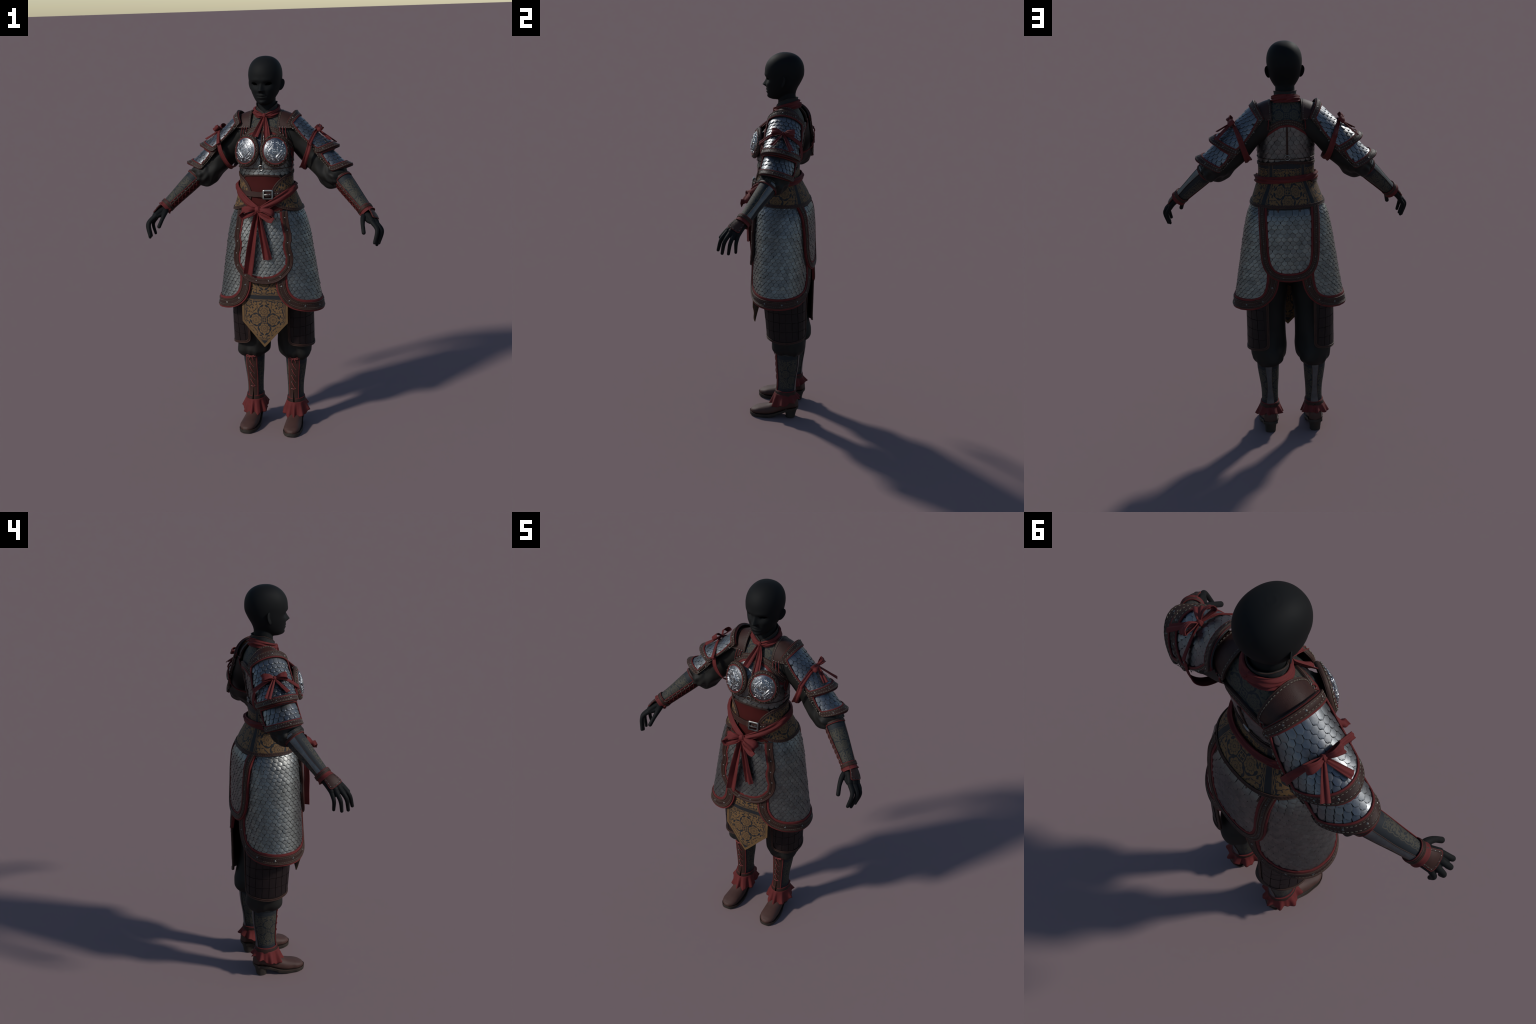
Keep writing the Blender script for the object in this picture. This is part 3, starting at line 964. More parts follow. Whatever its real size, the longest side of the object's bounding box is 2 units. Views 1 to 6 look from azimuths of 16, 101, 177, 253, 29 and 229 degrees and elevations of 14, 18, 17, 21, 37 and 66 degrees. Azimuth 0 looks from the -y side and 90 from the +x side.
        line(ro([(.0400, .0400 - .012), (.0395, .0395), (.0400 - .012, .0400)]), .0018, 14)
    em.make("embossing", M_EMBOSS, shield, angle=0, stuff=True)


for g in (1, -1): disc(g)


# ---- shoulder straps with their red lacings
def strap(g):
    rail = path([(-.030, 1.640), (-.020, 1.668), (.005, 1.702), (.040, 1.7215), (.075, 1.716), (.105, 1.693), (.124, 1.665), (.130, 1.636)], 80)
    cum = np.r_[0, np.cumsum(np.linalg.norm(np.diff(rail, axis=0), axis=1))]
    L = cum[-1]
    def F(ph, t):
        y = np.interp(t, cum, rail[:, 0]); z = np.interp(t, cum, rail[:, 1])
        x = .1085 + .0375 * ph
        up = np.clip((z - 1.64) / .08, 0, 1)
        z = z - .028 * up * np.clip((x - .07) / .08, 0, 2) ** 1.4 - .0
        y = .05 + (y - .05) * (1 - .10 * np.clip((x - .07) / .08, 0, 1))
        return np.stack([x * g, y, z], -1)
    S = Surf(F, 0, L, closed=False, half=1., nt=100, nf=40, centre=A(.105 * g, .05, 1.6))
    H = float(S.len(L / 2)); i = -1 if g > 0 else -1
    w = .0375
    off = round_poly([(-w, 0), (w, 0), (w, L), (-w, L)], [.012] * 4, 6, 24)
    base = panel("shoulder_strap", S, off(0), M_LEATHER, None, .001, .0058, .009)
    trim("trim", S, off, bar(.0, .0095, .0072), M_BAND, base, closed=True)
    trim("trim", S, off, rope(.0, .0019, .0055), M_RIDGE, base, closed=True)
    st = Soup(); sew(st, S, off, .0065, .0070, closed=True); st.make("stitching", M_THREAD, base, stuff=True)
    # three cords at each end, threaded into the plate below
    for end, f0, ar, off_a in ((0, 0., FRONT_ARCH, off_f), (L, 1., BACK_ARCH, off_b)):
        zline = spline([p[0] for p in ar], [p[1] for p in ar])
        for k in (-1, 0, 1):
            xs = .098 + .0135 * k
            sgn_t = end + (.006 if end == 0 else -.006)
            sv = (xs - .1085) / .0375 * w
            a = S.at(A(sv), A(sgn_t), .0085)[0]
            xa = xs + .001
            zb = float(zline(xa)) - .013
            b = TORSO.at(A((s_of_x(TORSO, xa * g, zb, f0)) * (1 if f0 == 0 else -1)), A(zb), .0115, f0)[0]
            mid = (a + b) / 2 + A(0, (-1 if f0 == 0 else 1) * .005, .003)
            cord("lacing", [a - (b - a) * .05, a, mid, b, b + A(0, (.006 if f0 == 0 else -.006), -.003)], .0023, M_RED, base, 16, 8)
            e = add("eyelet", stud_mesh("round", M_STUD), base); e.matrix_local = frame_matrix(b, A(.0034, 0, 0), A(0, .0034, 0), A(0, 0, .0034))
            e = add("eyelet", stud_mesh("round", M_STUD), base); e.matrix_local = frame_matrix(a, A(.0028, 0, 0), A(0, .0028, 0), A(0, 0, .0028))


for g in (1, -1): strap(g)

# ================================================================== WAIST
# red cummerbund in front
red_out = on_x(TORSO, [(x, z) for x, z in [(-.100, 1.24), (-.1, 1.38), (-.086, 1.408), (-.05, 1.4135), (0, 1.4155), (.05, 1.4135), (.086, 1.408), (.1, 1.38), (.1, 1.235), (.06, 1.212), (0, 1.200), (-.06, 1.212)]])
red_out = np.concatenate([smooth_line(np.concatenate([red_out, red_out[:1]]), 100)[:-1]])
cum = panel("waist_sash_panel", TORSO, red_out, M_SATIN, None, .002, .010, .011)
top_edge = on_x(TORSO, smooth_line([(-.095, 1.395), (-.085, 1.4085), (-.05, 1.414), (0, 1.416), (.05, 1.414), (.085, 1.4085), (.095, 1.395)], 60))
trim("trim", TORSO, curve_off(top_edge, False, -1), bar(-.001, .0075, .0135), M_BAND, cum)
bot_edge = on_x(TORSO, smooth_line([(-.095, 1.225), (-.05, 1.208), (0, 1.200), (.05, 1.208), (.095, 1.225)], 40))
trim("trim", TORSO, curve_off(bot_edge, False, 1), bar(-.002, .006, .0125), M_BAND, cum)

# brocade girdle: wraps from the back, ends in two rounded lobes in front
GIRD = Surf(body_loft([(1.195, .188, -.128, .178, .033, 2.3), (1.215, .1815, -.126, .169, .03, 2.3), (1.26, .165, -.122, .152, .02, 2.3), (1.30, .151, -.119, .130, .01, 2.3), (1.335, .1405, -.115, .113, .004, 2.3),
                       (1.37, .1355, -.111, .106, 0., 2.3), (1.41, .1355, -.108, .106, 0., 2.3), (1.455, .138, -.103, .111, 0, 2.3)]), 1.195, 1.455)
lobe = smooth_line([(.1395, 1.4225), (.122, 1.410), (.100, 1.397), (.078, 1.376), (.061, 1.350), (.053, 1.325), (.053, 1.300), (.060, 1.276), (.078, 1.2565), (.105, 1.2425), (.140, 1.230), (.170, 1.222)], 90)
lobe = np.array([(s_of_x(GIRD, min(x, .1385 if z > 1.38 else 9), z), z) for x, z in lobe])
Lt, Lb = float(GIRD.len(1.425)), float(GIRD.len(1.215))
back_b = np.array([(s, 1.222 - .006 * math.sin(PI * (s - lobe[-1, 0]) / (2 * (Lb - lobe[-1, 0])))) for s in np.linspace(lobe[-1, 0], Lb, 40)])[1:]
close = np.array([(float(GIRD.len(z)) - .0004, z) for z in np.linspace(1.216, 1.4405, 30)])[1:-1]
back_t = np.array([(s, 1.4225 + .018 * ((s - lobe[0, 0]) / (Lt - lobe[0, 0])) ** 2) for s in np.linspace(Lt, lobe[0, 0], 40)])[:-1]
org = Matrix.Translation((0, .02, 0))
for g in (1, -1):
    out = np.concatenate([lobe, back_b, close, back_t]) * A(g, 1)
    gd = panel("girdle", GIRD, out, M_GIRDLE, None, -.001, .003, .010, frame=org)
    edge = np.concatenate([back_t, lobe, back_b]) * A(g, 1)
    keep = np.r_[True, np.linalg.norm(np.diff(edge, axis=0), axis=1) > 1e-5]
    edge = path(edge[keep], 260)
    off = curve_off(edge, False, 1 if g > 0 else -1)
    trim("trim", GIRD, off, bar(-.001, .0115, .0062), M_BAND, gd)
    trim("trim", GIRD, off, rope(.0005, .0024, .0050), M_RIDGE, gd)
    trim("trim", GIRD, off, rope(.0115, .0017, .0055), M_RIDGE, gd)
    st = Soup(); sew(st, GIRD, off, .0042, .006); sew(st, GIRD, off, .0085, .006)
    st.make("stitching", M_RIDGE, gd, stuff=True)

# leather belt with buckle
BELT_Z = lambda s: 1.316 + .018 * np.clip(np.abs(s) / .2, 0, 1) ** 1.5
s = np.linspace(-.30, .30, 120); line = np.stack([s, BELT_Z(s)], 1)
off = curve_off(line, False, 1)
belt = trim("belt", GIRD, off, bar(-.0125, .0125, .0105, .003), M_LEATHER)
trim("belt_edge", GIRD, off, rope(-.0115, .0016, .0102), M_RIDGE, belt)
trim("belt_edge", GIRD, off, rope(.0115, .0016, .0102), M_RIDGE, belt)
sb = s_of_x(GIRD, .036, 1.316)
ss = np.linspace(sb - .06, sb + .055, 40)
tongue = trim("belt_tongue", GIRD, curve_off(np.stack([ss, BELT_Z(ss)], 1), False, 1), bar(-.0128, .0128, .0145, .009), M_LEATHER, belt)
loop_s = np.linspace(sb - .034, sb - .026, 4)
trim("belt_loop", GIRD, curve_off(np.stack([loop_s, BELT_Z(loop_s)], 1), False, 1), bar(-.0145, .0145, .0175, .009), M_RIDGE, belt)


def buckle():
    p, N, S_, T_ = [q[0] for q in GIRD.frame(A(sb), A(1.316))]
    c = p + N * .0185
    pts = round_poly([(-.0255, -.0235), (.0255, -.0235), (.0255, .0235), (-.0255, .0235)], [.007] * 4, 6, 4)(0)
    prof = [(0, -.0035), (-.0012, .0015), (.0015, .0035), (.0055, .0035), (.0075, .001), (.0075, -.0035)]
    offp = lambda b: round_poly([(-.0255, -.0235), (.0255, -.0235), (.0255, .0235), (-.0255, .0235)], [.007] * 4, 6, 4)(b)
    rows = np.stack([c + offp(b)[:, :1] * S_ + offp(b)[:, 1:] * T_ + N * h for b, h in prof], 1)
    o = make("buckle", rows.reshape(-1, 3), gridfaces(rows.shape[0], len(prof), True, True), M_STEEL, belt)
    v, f = tube_verts(np.array([c + S_ * x + N * (.002 + .003 * math.sin(PI * (x + .018) / .036)) for x in np.linspace(-.018, .018, 12)]), .0021, 8)
    make("buckle_pin", v, f, M_STEEL, o)
    for ds in (-.008, .008, .034, .046):
        for dz in ([0] if abs(ds) < .02 else [0]):
            q = GIRD.at(A(sb + ds), A(float(BELT_Z(sb + ds)) + dz), .0145)[0]
            e = add("stud", stud_mesh("round", M_STEEL), belt); e.matrix_local = frame_matrix(q, S_ * .0032, T_ * .0032, N * .0032)


buckle()


# red sash round the waist, sweeping down to the bow
def sash():
    n, m = 150, 28
    V = np.empty((n, m, 3))
    L = float(GIRD.len(1.32))
    for i in range(n):
        k = i / (n - 1); ss = (2 * k - 1) * (2 * L - .012)           # runs from the knot round the back to the knot
        f = ss                                                      # s measured from the back line
        u = abs(ss) / (2 * L) * 2 if False else abs(2 * k - 1)       # 0 back, 1 front
        zc = 1.345 - .002 * u - .102 * max(0, (u - .50) / .50) ** 1.55 + .006 * math.sin(2 * ss / L)
        hw = (.0178 - .0070 * max(0, (u - .5) / .5)) * (1 + .05 * math.sin(9 * k))
        lift = .008 + .012 * max(0, (u - .8) / .2)
        s_here = (2 * k - 1) * float(GIRD.len(zc)) * .985
        for j in range(m):
            b = 2 * PI * j / m
            w, o = math.cos(b), math.sin(b)
            fold = (.0052 * math.sin(4.5 * w + 2.2 * math.sin(5 * k * PI) + 1) + .0026 * math.sin(9 * w + 16 * k)) * max(0, o)
            V[i, j] = GIRD.at(A(s_here), A(min(max(zc + hw * w, 1.2), 1.45)), .004 + lift + .0055 * o + fold, 1.)[0]
    f = gridfaces(n, m, False, True) + [tuple(range(m)), tuple((n-1)*m + j for j in range(m))]
    o = make("sash", V.reshape(-1, 3), f, M_RED, angle=0)
    K = A(-.014, -.151, 1.243)
    lump("knot", K, (A(.0165, 0, 0), A(0, .014, 0), A(.002, 0, .0185)), M_RED, o, .09, 5)
    # two loops
    for g, tip, low in ((-1, A(-.088, -.178, 1.226), .056), (1, A(.068, -.169, 1.214), .060)):
        mid_u = K + (tip - K) * .55 + A(0, -.006, .016); mid_l = K + (tip - K) * .55 + A(0, -.012, -.014)
        w = A(.10 * g, .75, .45)
        ribbon("bow_loop", [(*K, 0, .5, .9, .014), (*mid_u, 0, .75, .65, .034), (*(tip + A(0, .004, .006)), 0, .8, .6, low), (*(tip + A(-.002 * g, -.002, -.010)), 0, .8, .6, low),
                            (*mid_l, 0, .75, .65, .034), (*(K + A(.004 * g, -.004, -.008)), 0, .5, .9, .014)], M_RED, o, n=60, m=11, pleats=((3, .0026, .6), (5, .0014, 0)))
    ribbon("tail", [(K[0], -.156, 1.232, 1, 0, 0, .018), (-.028, -.160, 1.17, 1, .15, 0, .030), (-.046, -.164, 1.06, 1, .1, 0, .042), (-.060, -.160, .97, 1, 0, 0, .047), (-.071, -.158, .905, 1, 0, .0, .047)],
           M_RED, o, n=60, m=15, pleats=((2.2, .0085, .5), (6, .0012, 1)))
    ribbon("tail", [(K[0] + .004, -.154, 1.232, 1, 0, 0, .016), (.002, -.158, 1.17, 1, -.1, 0, .026), (.018, -.160, 1.08, 1, -.1, 0, .036), (.034, -.158, .985, 1, 0, .06, .044)],
           M_RED, o, n=60, m=15, pleats=((2.2, .0080, 2.2), (6, .0012, 0)))


sash()

# ================================================================== SKIRT
SK_ROWS = [(.66, .280, -.131, .186, .03, 2.25), (.70, .275, -.130, .185, .03, 2.25), (.85, .251, -.124, .180, .03, 2.3), (1.0, .227, -.121, .176, .03, 2.35), (1.10, .210, -.119, .173, .03, 2.4), (1.18, .189, -.115, .164, .03, 2.4), (1.215, .174, -.117, .150, .03, 2.35), (1.25, .158, -.112, .136, .03, 2.3)]
SKIRT = Surf(body_loft(SK_ROWS), .66, 1.25, nt=200)
LAP = Surf(body_loft([(z, a + .008, f - .0125, b + .011, c, n) for z, a, f, b, c, n in SK_ROWS]), .66, 1.25, nt=200)


def edge_trim(S, off, parent, w=.034, h=.0065, red_in=.0095, red_out=0., studs=.062, f0=0., size=.0055, sewn=True):
    """The wide leather border: piping, ridge, stitched band with studs, ridge, red inner band."""
    b = 0.
    if red_out:
        trim("piping", S, off, bar(-.001, red_out, h - .001, -.003), M_PIPE, parent, f0=f0); b = red_out
    trim("trim", S, off, bar(b, b + w, h, -.003), M_BAND, parent, f0=f0)
    for q, r in ((b + .0030, .0036), (b + .0085, .0020), (b + w - .0085, .0020), (b + w - .0030, .0032)) if sewn else ((b + .0045, .0052), (b + .0112, .0020), (b + w - .0070, .0020), (b + w - .0022, .0026)):
        trim("trim_ridge", S, off, rope(q, r, h - .0003 if r < .005 else h - .0020, 10), M_RIDGE if r < .005 else M_LEATHER, parent, f0=f0)
    trim("piping", S, off, bar(b + w, b + w + red_in, h - .0012, -.003), M_PIPE, parent, f0=f0)
    if sewn:
        st = Soup(); sew(st, S, off, b + .0112, h - .0002, f0); sew(st, S, off, b + w - .0112, h - .0002, f0)
        st.make("stitching", M_DIM, parent, stuff=True)
    if studs: place_studs(S, off, b + w / 2 + (0 if sewn else .0015), h - .0006, studs, size, parent, "diamond" if sewn else "round", f0=f0)
    return b + w


def side_panel(g):
    zt = 1.230
    f_edge = smooth_line([(.045, zt), (.058, 1.05), (.065, .93), (.066, .86), (.075, .805), (.100, .757), (.140, .722), (.195, .702), (.26, .692)], 110)
    Lz = float(SKIRT.len(.70))
    back = smooth_line([(Lz - .26, .690), (Lz - .19, .700), (Lz - .135, .722), (Lz - .095, .757), (Lz - .068, .805), (Lz - .055, .86)], 60)
    # back edge follows the panel's own vertical: keep a constant gap from the centre back
    up = np.array([(float(SKIRT.len(z)) - (.055 - .02 * (z - .86) / .37), z) for z in np.linspace(.86, zt, 50)])[1:]
    bk = np.array([(float(SKIRT.len(z)) - (Lz - s_), z) for s_, z in back])
    low = np.array([(s_, .6915 - .004 * math.sin(PI * k)) for k, s_ in zip(np.linspace(0, 1, 22), np.linspace(.26, bk[0, 0], 22))])[1:-1]
    line = np.concatenate([f_edge, low, bk, up])
    line = path(line, 330) * A(g, 1)
    top = np.array([(s_, zt) for s_ in np.linspace(line[-1, 0], line[0, 0], 30)])[1:-1]
    o = panel("skirt_panel", SKIRT, np.concatenate([line, top]), M_UNDER, None, -.002, .002, .014)
    off = curve_off(line, False, 1 if g > 0 else -1)
    b = edge_trim(SKIRT, off, o, .040, .0115, .0125, .0075, .088, size=.0062)
    poly = np.concatenate([off(b + .004), top])
    c = float(SKIRT.len(.95)) / 2 * g
    scales("scales", SKIRT, poly, .0252, .0180, o, .002, centre=c)
    return o


for g in (1, -1): side_panel(g)


def lappet(name, hw, f0, w, red_out, studs, pitch, sewn):
    z = np.array([p[1] for p in hw]); pts = path(hw, 120)
    right = pts[::-1] if pts[0][1] < pts[-1][1] else pts
    left = right[::-1] * A(-1, 1)
    line = np.concatenate([right, left[1:]])               # down the right, up the left
    top = np.array([(s_, line[0, 1]) for s_ in np.linspace(line[-1, 0], line[0, 0], 16)])[1:-1]
    o = panel(name, LAP, np.concatenate([line, top]), M_UNDER, None, -.003, .002, .012, f0)
    sg = 1 if area(np.concatenate([line, top])) > 0 else -1
    off = curve_off(line, False, sg)
    b = edge_trim(LAP, off, o, w, .0098 if sewn else .0085, .0105, red_out, studs, f0, .0038, sewn)
    poly = np.concatenate([off(b + .004), top]); poly[:, 1] = np.minimum(poly[:, 1], 1.221 if f0 == 0 else 1.206)
    scales("scales", LAP, poly, *pitch, o, .002, f0=f0)
    return o


FRONT_LAPPET = [(.134, 1.230), (.138, 1.18), (.145, 1.14), (.152, 1.108), (.153, 1.085), (.147, 1.055), (.151, 1.030), (.158, 1.005), (.159, .975), (.150, .935), (.122, .896), (.080, .865), (.040, .853), (0., .850)]
BACK_LAPPET = [(.150, 1.218), (.149, 1.15), (.146, 1.06), (.143, .98), (.133, .93), (.108, .887), (.070, .862), (.035, .8535), (0., .851)]
lappet("front_lappet", FRONT_LAPPET, 0., .029, 0., .066, (.0235, .0172), False)
lappet("back_lappet", BACK_LAPPET, 1., .026, .006, .074, (.0290, .0202), True)


# ---- brocade flap hanging in front
def flap():
    def F(ph, t): 
        x = ph * .135
        y = -.118 - .012 * np.clip((.9 - t) / .35, 0, 1) + .10 * x * x / .135 * 1.0 + .0035 * np.sin(x * 38 + t * 8) * np.clip((.95 - t) / .3, 0, 1)
        return np.stack([x, y, t], -1)
    S = Surf(F, .50, .96, closed=False, half=1., nt=80, nf=60, centre=A(0, .3, .7))
    line = np.array([(-.126, .95), (-.126, .80), (-.125, .72), (-.123, .638), (0, .506), (.123, .638), (.125, .72), (.126, .80), (.126, .95)])
    dense = np.concatenate([np.linspace(a, b, 12)[:-1] for a, b in zip(line, np.roll(line, -1, 0))])
    o = panel("brocade_flap", S, dense, M_FLAP, None, -.0012, .0012, .010)
    off = round_poly([(-.126, .95), (-.123, .638), (0, .506), (.123, .638), (.126, .95)], [.002] * 5, 4, 14)
    trim("binding", S, off, [(-.001, -.0022), (-.001, .0022), (.0105, .0022), (.0105, -.0022)], M_GOLD, o, closed=True)


M_GOLD = cloth("gold_binding", (.085, .046, .018), (.125, .070, .028), rough=.7)
flap()

# ================================================================== LEGS
def leg(g):
    mir = A(g, 1, 1)
    # trousers: full and bloused below the knee
    rows = spline([.383, .391, .404, .422, .448, .49, .55, .65, .78, .95],
                  [(.118, .074, .054, .060), (.118, .075, .064, .072), (.1165, .076, .079, .083), (.1155, .076, .0875, .0895), (.1155, .076, .0875, .0895), (.1145, .069, .0855, .084), (.114, .058, .0890, .078), (.114, .050, .0915, .076), (.108, .042, .100, .082), (.10, .04, .10, .10)])
    def F(ph, z):
        cx, cy, rx, ry = np.moveaxis(rows(z), -1, 0)
        k = np.clip((.60 - z) / .12, 0, 1)
        w = k * (.0045 * np.sin(3 * ph + 1 + 9 * z) + .0028 * np.sin(5 * ph + 22 * z + 1.5 * np.sin(ph)) + .003 * np.sin(2 * ph - 30 * z))
        pull = np.clip((.45 - z) / .05, 0, 1) * (z > .388) * .0026 * np.sin(8 * ph + 2 * np.sin(3 * ph))
        return np.stack([(cx + (rx + w + pull) * np.sin(ph)) * g, cy - (ry + w + pull) * np.cos(ph), z + .004 * np.sin(4 * ph + 1) * k + .010 * np.cos(ph) * np.clip((.50 - z) / .10, 0, 1)], -1)
    ph = np.linspace(-PI, PI, 121)[:-1]; zz = np.linspace(.383, .95, 110)
    V = F(*np.meshgrid(ph, zz)).reshape(-1, 3)
    make("trousers", V, gridfaces(110, 120, False, True) + [tuple(range(120))], M_BLACK, angle=0)

    # thigh guard: outer half shell of small lacquered plates
    def FG(ph, z):
        k = np.clip((z - .46) / .35, 0, 1)
        rx, ry = .0895 + .004 * k, .099 + .020 * k
        cx, cy = .127 - .004 * k, .0695 - .013 * k
        return np.stack([(cx + rx * np.sign(np.sin(ph)) * np.abs(np.sin(ph)) ** .85) * g, cy - ry * np.cos(ph), z], -1)
    FGo = lambda ph, z: FG(ph + PI / 2, z)
    S = Surf(FGo, .44, .80, closed=False, half=PI * .66, nt=90, nf=200, centre=A(.12 * g, .066, .63))
    Lh = float(S.len(.55)); t0 = .4775
    off = round_poly([(-Lh * .90, .755), (-Lh * .84, t0 + .014), (0, t0 - .010), (Lh * .80, t0 + .012), (Lh * .86, .755)], [.004, .034, .30, .034, .004], 10, 14)
    o = panel("thigh_guard", S, off(0), M_PLATE, None, -.001, .002, .012)
    trim("trim", S, off, bar(-.0005, .0105, .0062), M_BAND, o, closed=True)
    trim("trim_edge", S, off, rope(.0012, .0022, .0055), M_RIDGE, o, closed=True)
    trim("trim_edge", S, off, rope(.0100, .0018, .0055), M_RIDGE, o, closed=True)
    inner = off(.012); pw, pr = .0330, .0525
    for r in range(-1, 8):
        for c in range(-6, 7):
            s0, z0 = c * pw, .4905 + r * pr
            off2 = round_poly([(s0 - pw / 2 + .0012, z0), (s0 + pw / 2 - .0012, z0), (s0 + pw / 2 - .0012, z0 + pr - .0022), (s0 - pw / 2 + .0012, z0 + pr - .0022)], [.003] * 4, 3, 4)
            q = off2(0)
            ok = inside(inner, q)
            if not inside(inner, (s0, z0 + pr / 2))[0] and ok.mean() < .5: continue
            if not ok.all():                                   # cut to the border
                q = q.copy(); cen = inner.mean(0)
                bad = np.nonzero(~ok)[0]
                for i in bad:
                    lo_, hi_ = 0., 1.; tgt = A(s0 * .8, z0 + pr * .55)
                    if not inside(inner, tgt)[0]: tgt = A(s0 * .8, max(z0 + pr * .75, t0 + .03))
                    for _ in range(14):
                        md = (lo_ + hi_) / 2
                        if inside(inner, q[i] + (tgt - q[i]) * md)[0]: hi_ = md
                        else: lo_ = md
                    q[i] = q[i] + (tgt - q[i]) * hi_
            tilt = random.uniform(-.0006, .0006)
            try: panel("plate", S, q, M_PLATE, o, .001, .0048 + tilt, .012, angle=25)
            except Exception: pass

    # boot shaft
    br = spline([.125, .145, .19, .24, .30, .36, .41], [(.1165, .066, .0475, .056), (.1155, .0665, .0445, .0535), (.114, .069, .0425, .0500), (.1145, .071, .0440, .0520), (.1165, .0740, .0500, .0580), (.119, .0755, .0555, .0620), (.119, .076, .058, .0640)])
    def FB(ph, z):
        cx, cy, rx, ry = np.moveaxis(br(z), -1, 0)
        return np.stack([(cx + rx * np.sin(ph)) * g, cy - ry * np.cos(ph), z], -1)
    B = Surf(FB, .125, .41)
    fr = Matrix.Translation((.117 * g, .07, 0))
    Lm = lambda z: float(B.len(z))
    zt, zb = .405, .135
    V = FB(*np.meshgrid(ph, np.linspace(zb, zt, 70))).reshape(-1, 3)
    boot = make("boot", V, gridfaces(70, 120, False, True), M_BOOT, angle=0, frame=fr)
    # front facing with a slit and lacing, bottom band
    for d in (1, -1):
        inn = np.array([(d * (.0022 + .0035 * abs(z - .27) / .13 * 0 + .0035 * np.clip((.215 - z) / .08, 0, 1)), z) for z in np.linspace(zt, .139, 40)])
        outr = np.array([(d * (.0235 + .006 * np.clip((z - .2) / .2, 0, 1)), z) for z in np.linspace(.16, zt, 40)])
        low = np.array([(d * s_, .136 + .0004 * 0) for s_ in (.010, .018)])
        pol = np.concatenate([inn, [(d * .008, .1355)], [(d * .024, .1355)], outr])
        fc = panel("boot_facing", B, pol, M_LEATHER, boot, .0, .0042, .008)
        trim("piping", B, curve_off(outr, False, d), bar(-.0028, .0022, .0050), M_PIPE, boot)
        trim("facing_edge", B, curve_off(inn, False, -d), rope(.0002, .0016, .0036), M_RIDGE, boot)
        band = np.array([(d * s_, .1475) for s_ in np.linspace(.006, Lm(.147) * .985, 60)])
        trim("ankle_band", B, curve_off(band, False, 1), bar(-.0118, .0118, .0056), M_BAND, boot)
        trim("piping", B, curve_off(band + A(0, .0142), False, 1), bar(-.0026, .0024, .0048), M_PIPE, boot)
    slit = panel("boot_slit", B, np.array([(-.004, .138), (.004, .138), (.004, .24), (.003, .40), (-.003, .40), (-.004, .24)]), M_VOID, boot, -.001, .0012, .01)
    # lacing
    rowsz = [.372, .334, .296, .258, .220]; E = .0105
    pos = lambda s_, z, n=.0062: B.at(A(s_), A(z), n)[0]
    for z in rowsz:
        for d in (1, -1):
            p, N, s_, t_ = [q[0] for q in B.frame(A(d * E), A(z))]
            e = add("eyelet", stud_mesh("round", M_STUD), boot); e.matrix_local = fr.inverted() @ frame_matrix(p + N * .0038, s_ * .0025, t_ * .0025, N * .0028)
    for za, zb_ in zip(rowsz, rowsz[1:]):
        cord("lace", [pos(-E * g, za, .0045), pos(0, (za + zb_) / 2, .0078), pos(E * g, zb_, .0045)], .0018, M_LACE, boot, 12, 7)
    cord("lace", [pos(-E, rowsz[-1], .0045), pos(0, rowsz[-1] - .001, .0070), pos(E, rowsz[-1], .0045)], .0018, M_LACE, boot, 10, 7)
    K = (0., .398)
    for d in (1, -1):
        P3 = lambda s_, z, n: pos(d * s_, z, n)
        cord("lace_bow", [P3(0, .397, .009), P3(.010, .401, .012), P3(.0185, .4035, .012), P3(.0215, .3985, .011), P3(.017, .394, .010), P3(.008, .3945, .010), P3(0, .397, .009)], .0018, M_LACE, boot, 30, 7)
        cord("lace_bow", [P3(0, .397, .009), P3(.007, .389, .012), P3(.0095, .380, .010), P3(E, .372, .006)], .0018, M_LACE, boot, 16, 7)
    lump("lace_knot", pos(0, .3968, .010), (A(.004, 0, 0), A(0, .0035, 0), A(0, 0, .0038)), M_LACE, boot, .05, 4, 8, 12)
    # grey strip down the back
    strip = spline([.16, .19, .27, .34, .405], [.0200, .0175, .0115, .0140, .0185])
    zs = np.linspace(.161, .403, 40)
    pol = np.concatenate([np.stack([strip(zs), zs], 1), np.stack([-strip(zs), zs], 1)[::-1]])
    panel("back_strip", B, pol, M_STRIP, boot, .0, .0030, .008, f0=1.)
    for d in (1, -1):
        trim("strip_edge", B, curve_off(np.stack([d * strip(zs), zs], 1), False, 1), rope(0, .0011, .0026, 6), M_RIDGE, boot, f0=1.)

    # ruffle
    n, m = 240, 14; V = np.empty((n, m, 3))
    for i in range(n):
        a = 2 * PI * i / n                       # 0 = front
        for j in range(m):
            v = j / (m - 1)
            wave = (math.sin(9 * a + 1.1 * math.sin(2 * a) + .6) + .35 * math.sin(17 * a + 1)) * .0075 * v ** .9
            fl = .004 + .019 * v ** 1.1
            rx, ry = .0465 + fl + wave, .0555 + fl * (1 + .35 * max(0, math.cos(a))) + wave
            z0 = .1445; z1 = .0875 - .026 * math.cos(a) + .005 * math.sin(9 * a + 1.5)
            V[i, j] = ((.1155 + rx * math.sin(a)) * g, .0655 - ry * math.cos(a), z0 + (z1 - z0) * v)
    inn = V.copy(); inn[..., 0] = .1155 * g + (V[..., 0] - .1155 * g) * .975; inn[..., 1] = .0655 + (V[..., 1] - .0655) * .975
    full = np.concatenate([V, inn[:, ::-1]], 1)
    make("ankle_ruffle", full.reshape(-1, 3), gridfaces(n, 2 * m, True, True), M_RED, angle=0)

    # shoe: lofted front to back
    yk = [-.1330, -.1295, -.118, -.095, -.065, -.03, .005, .04, .075, .105, .128, .137]
    wd = spline(yk, [.040, .041, .042, .0435, .0460, .0480, .0445, .0395, .0370, .0355, .030, .010])
    wd0 = wd; wd = lambda y: wd0(y) if y > -.075 else .0455 * max(.0, 1 - ((-.075 - y) / .0582) ** 2) ** .60
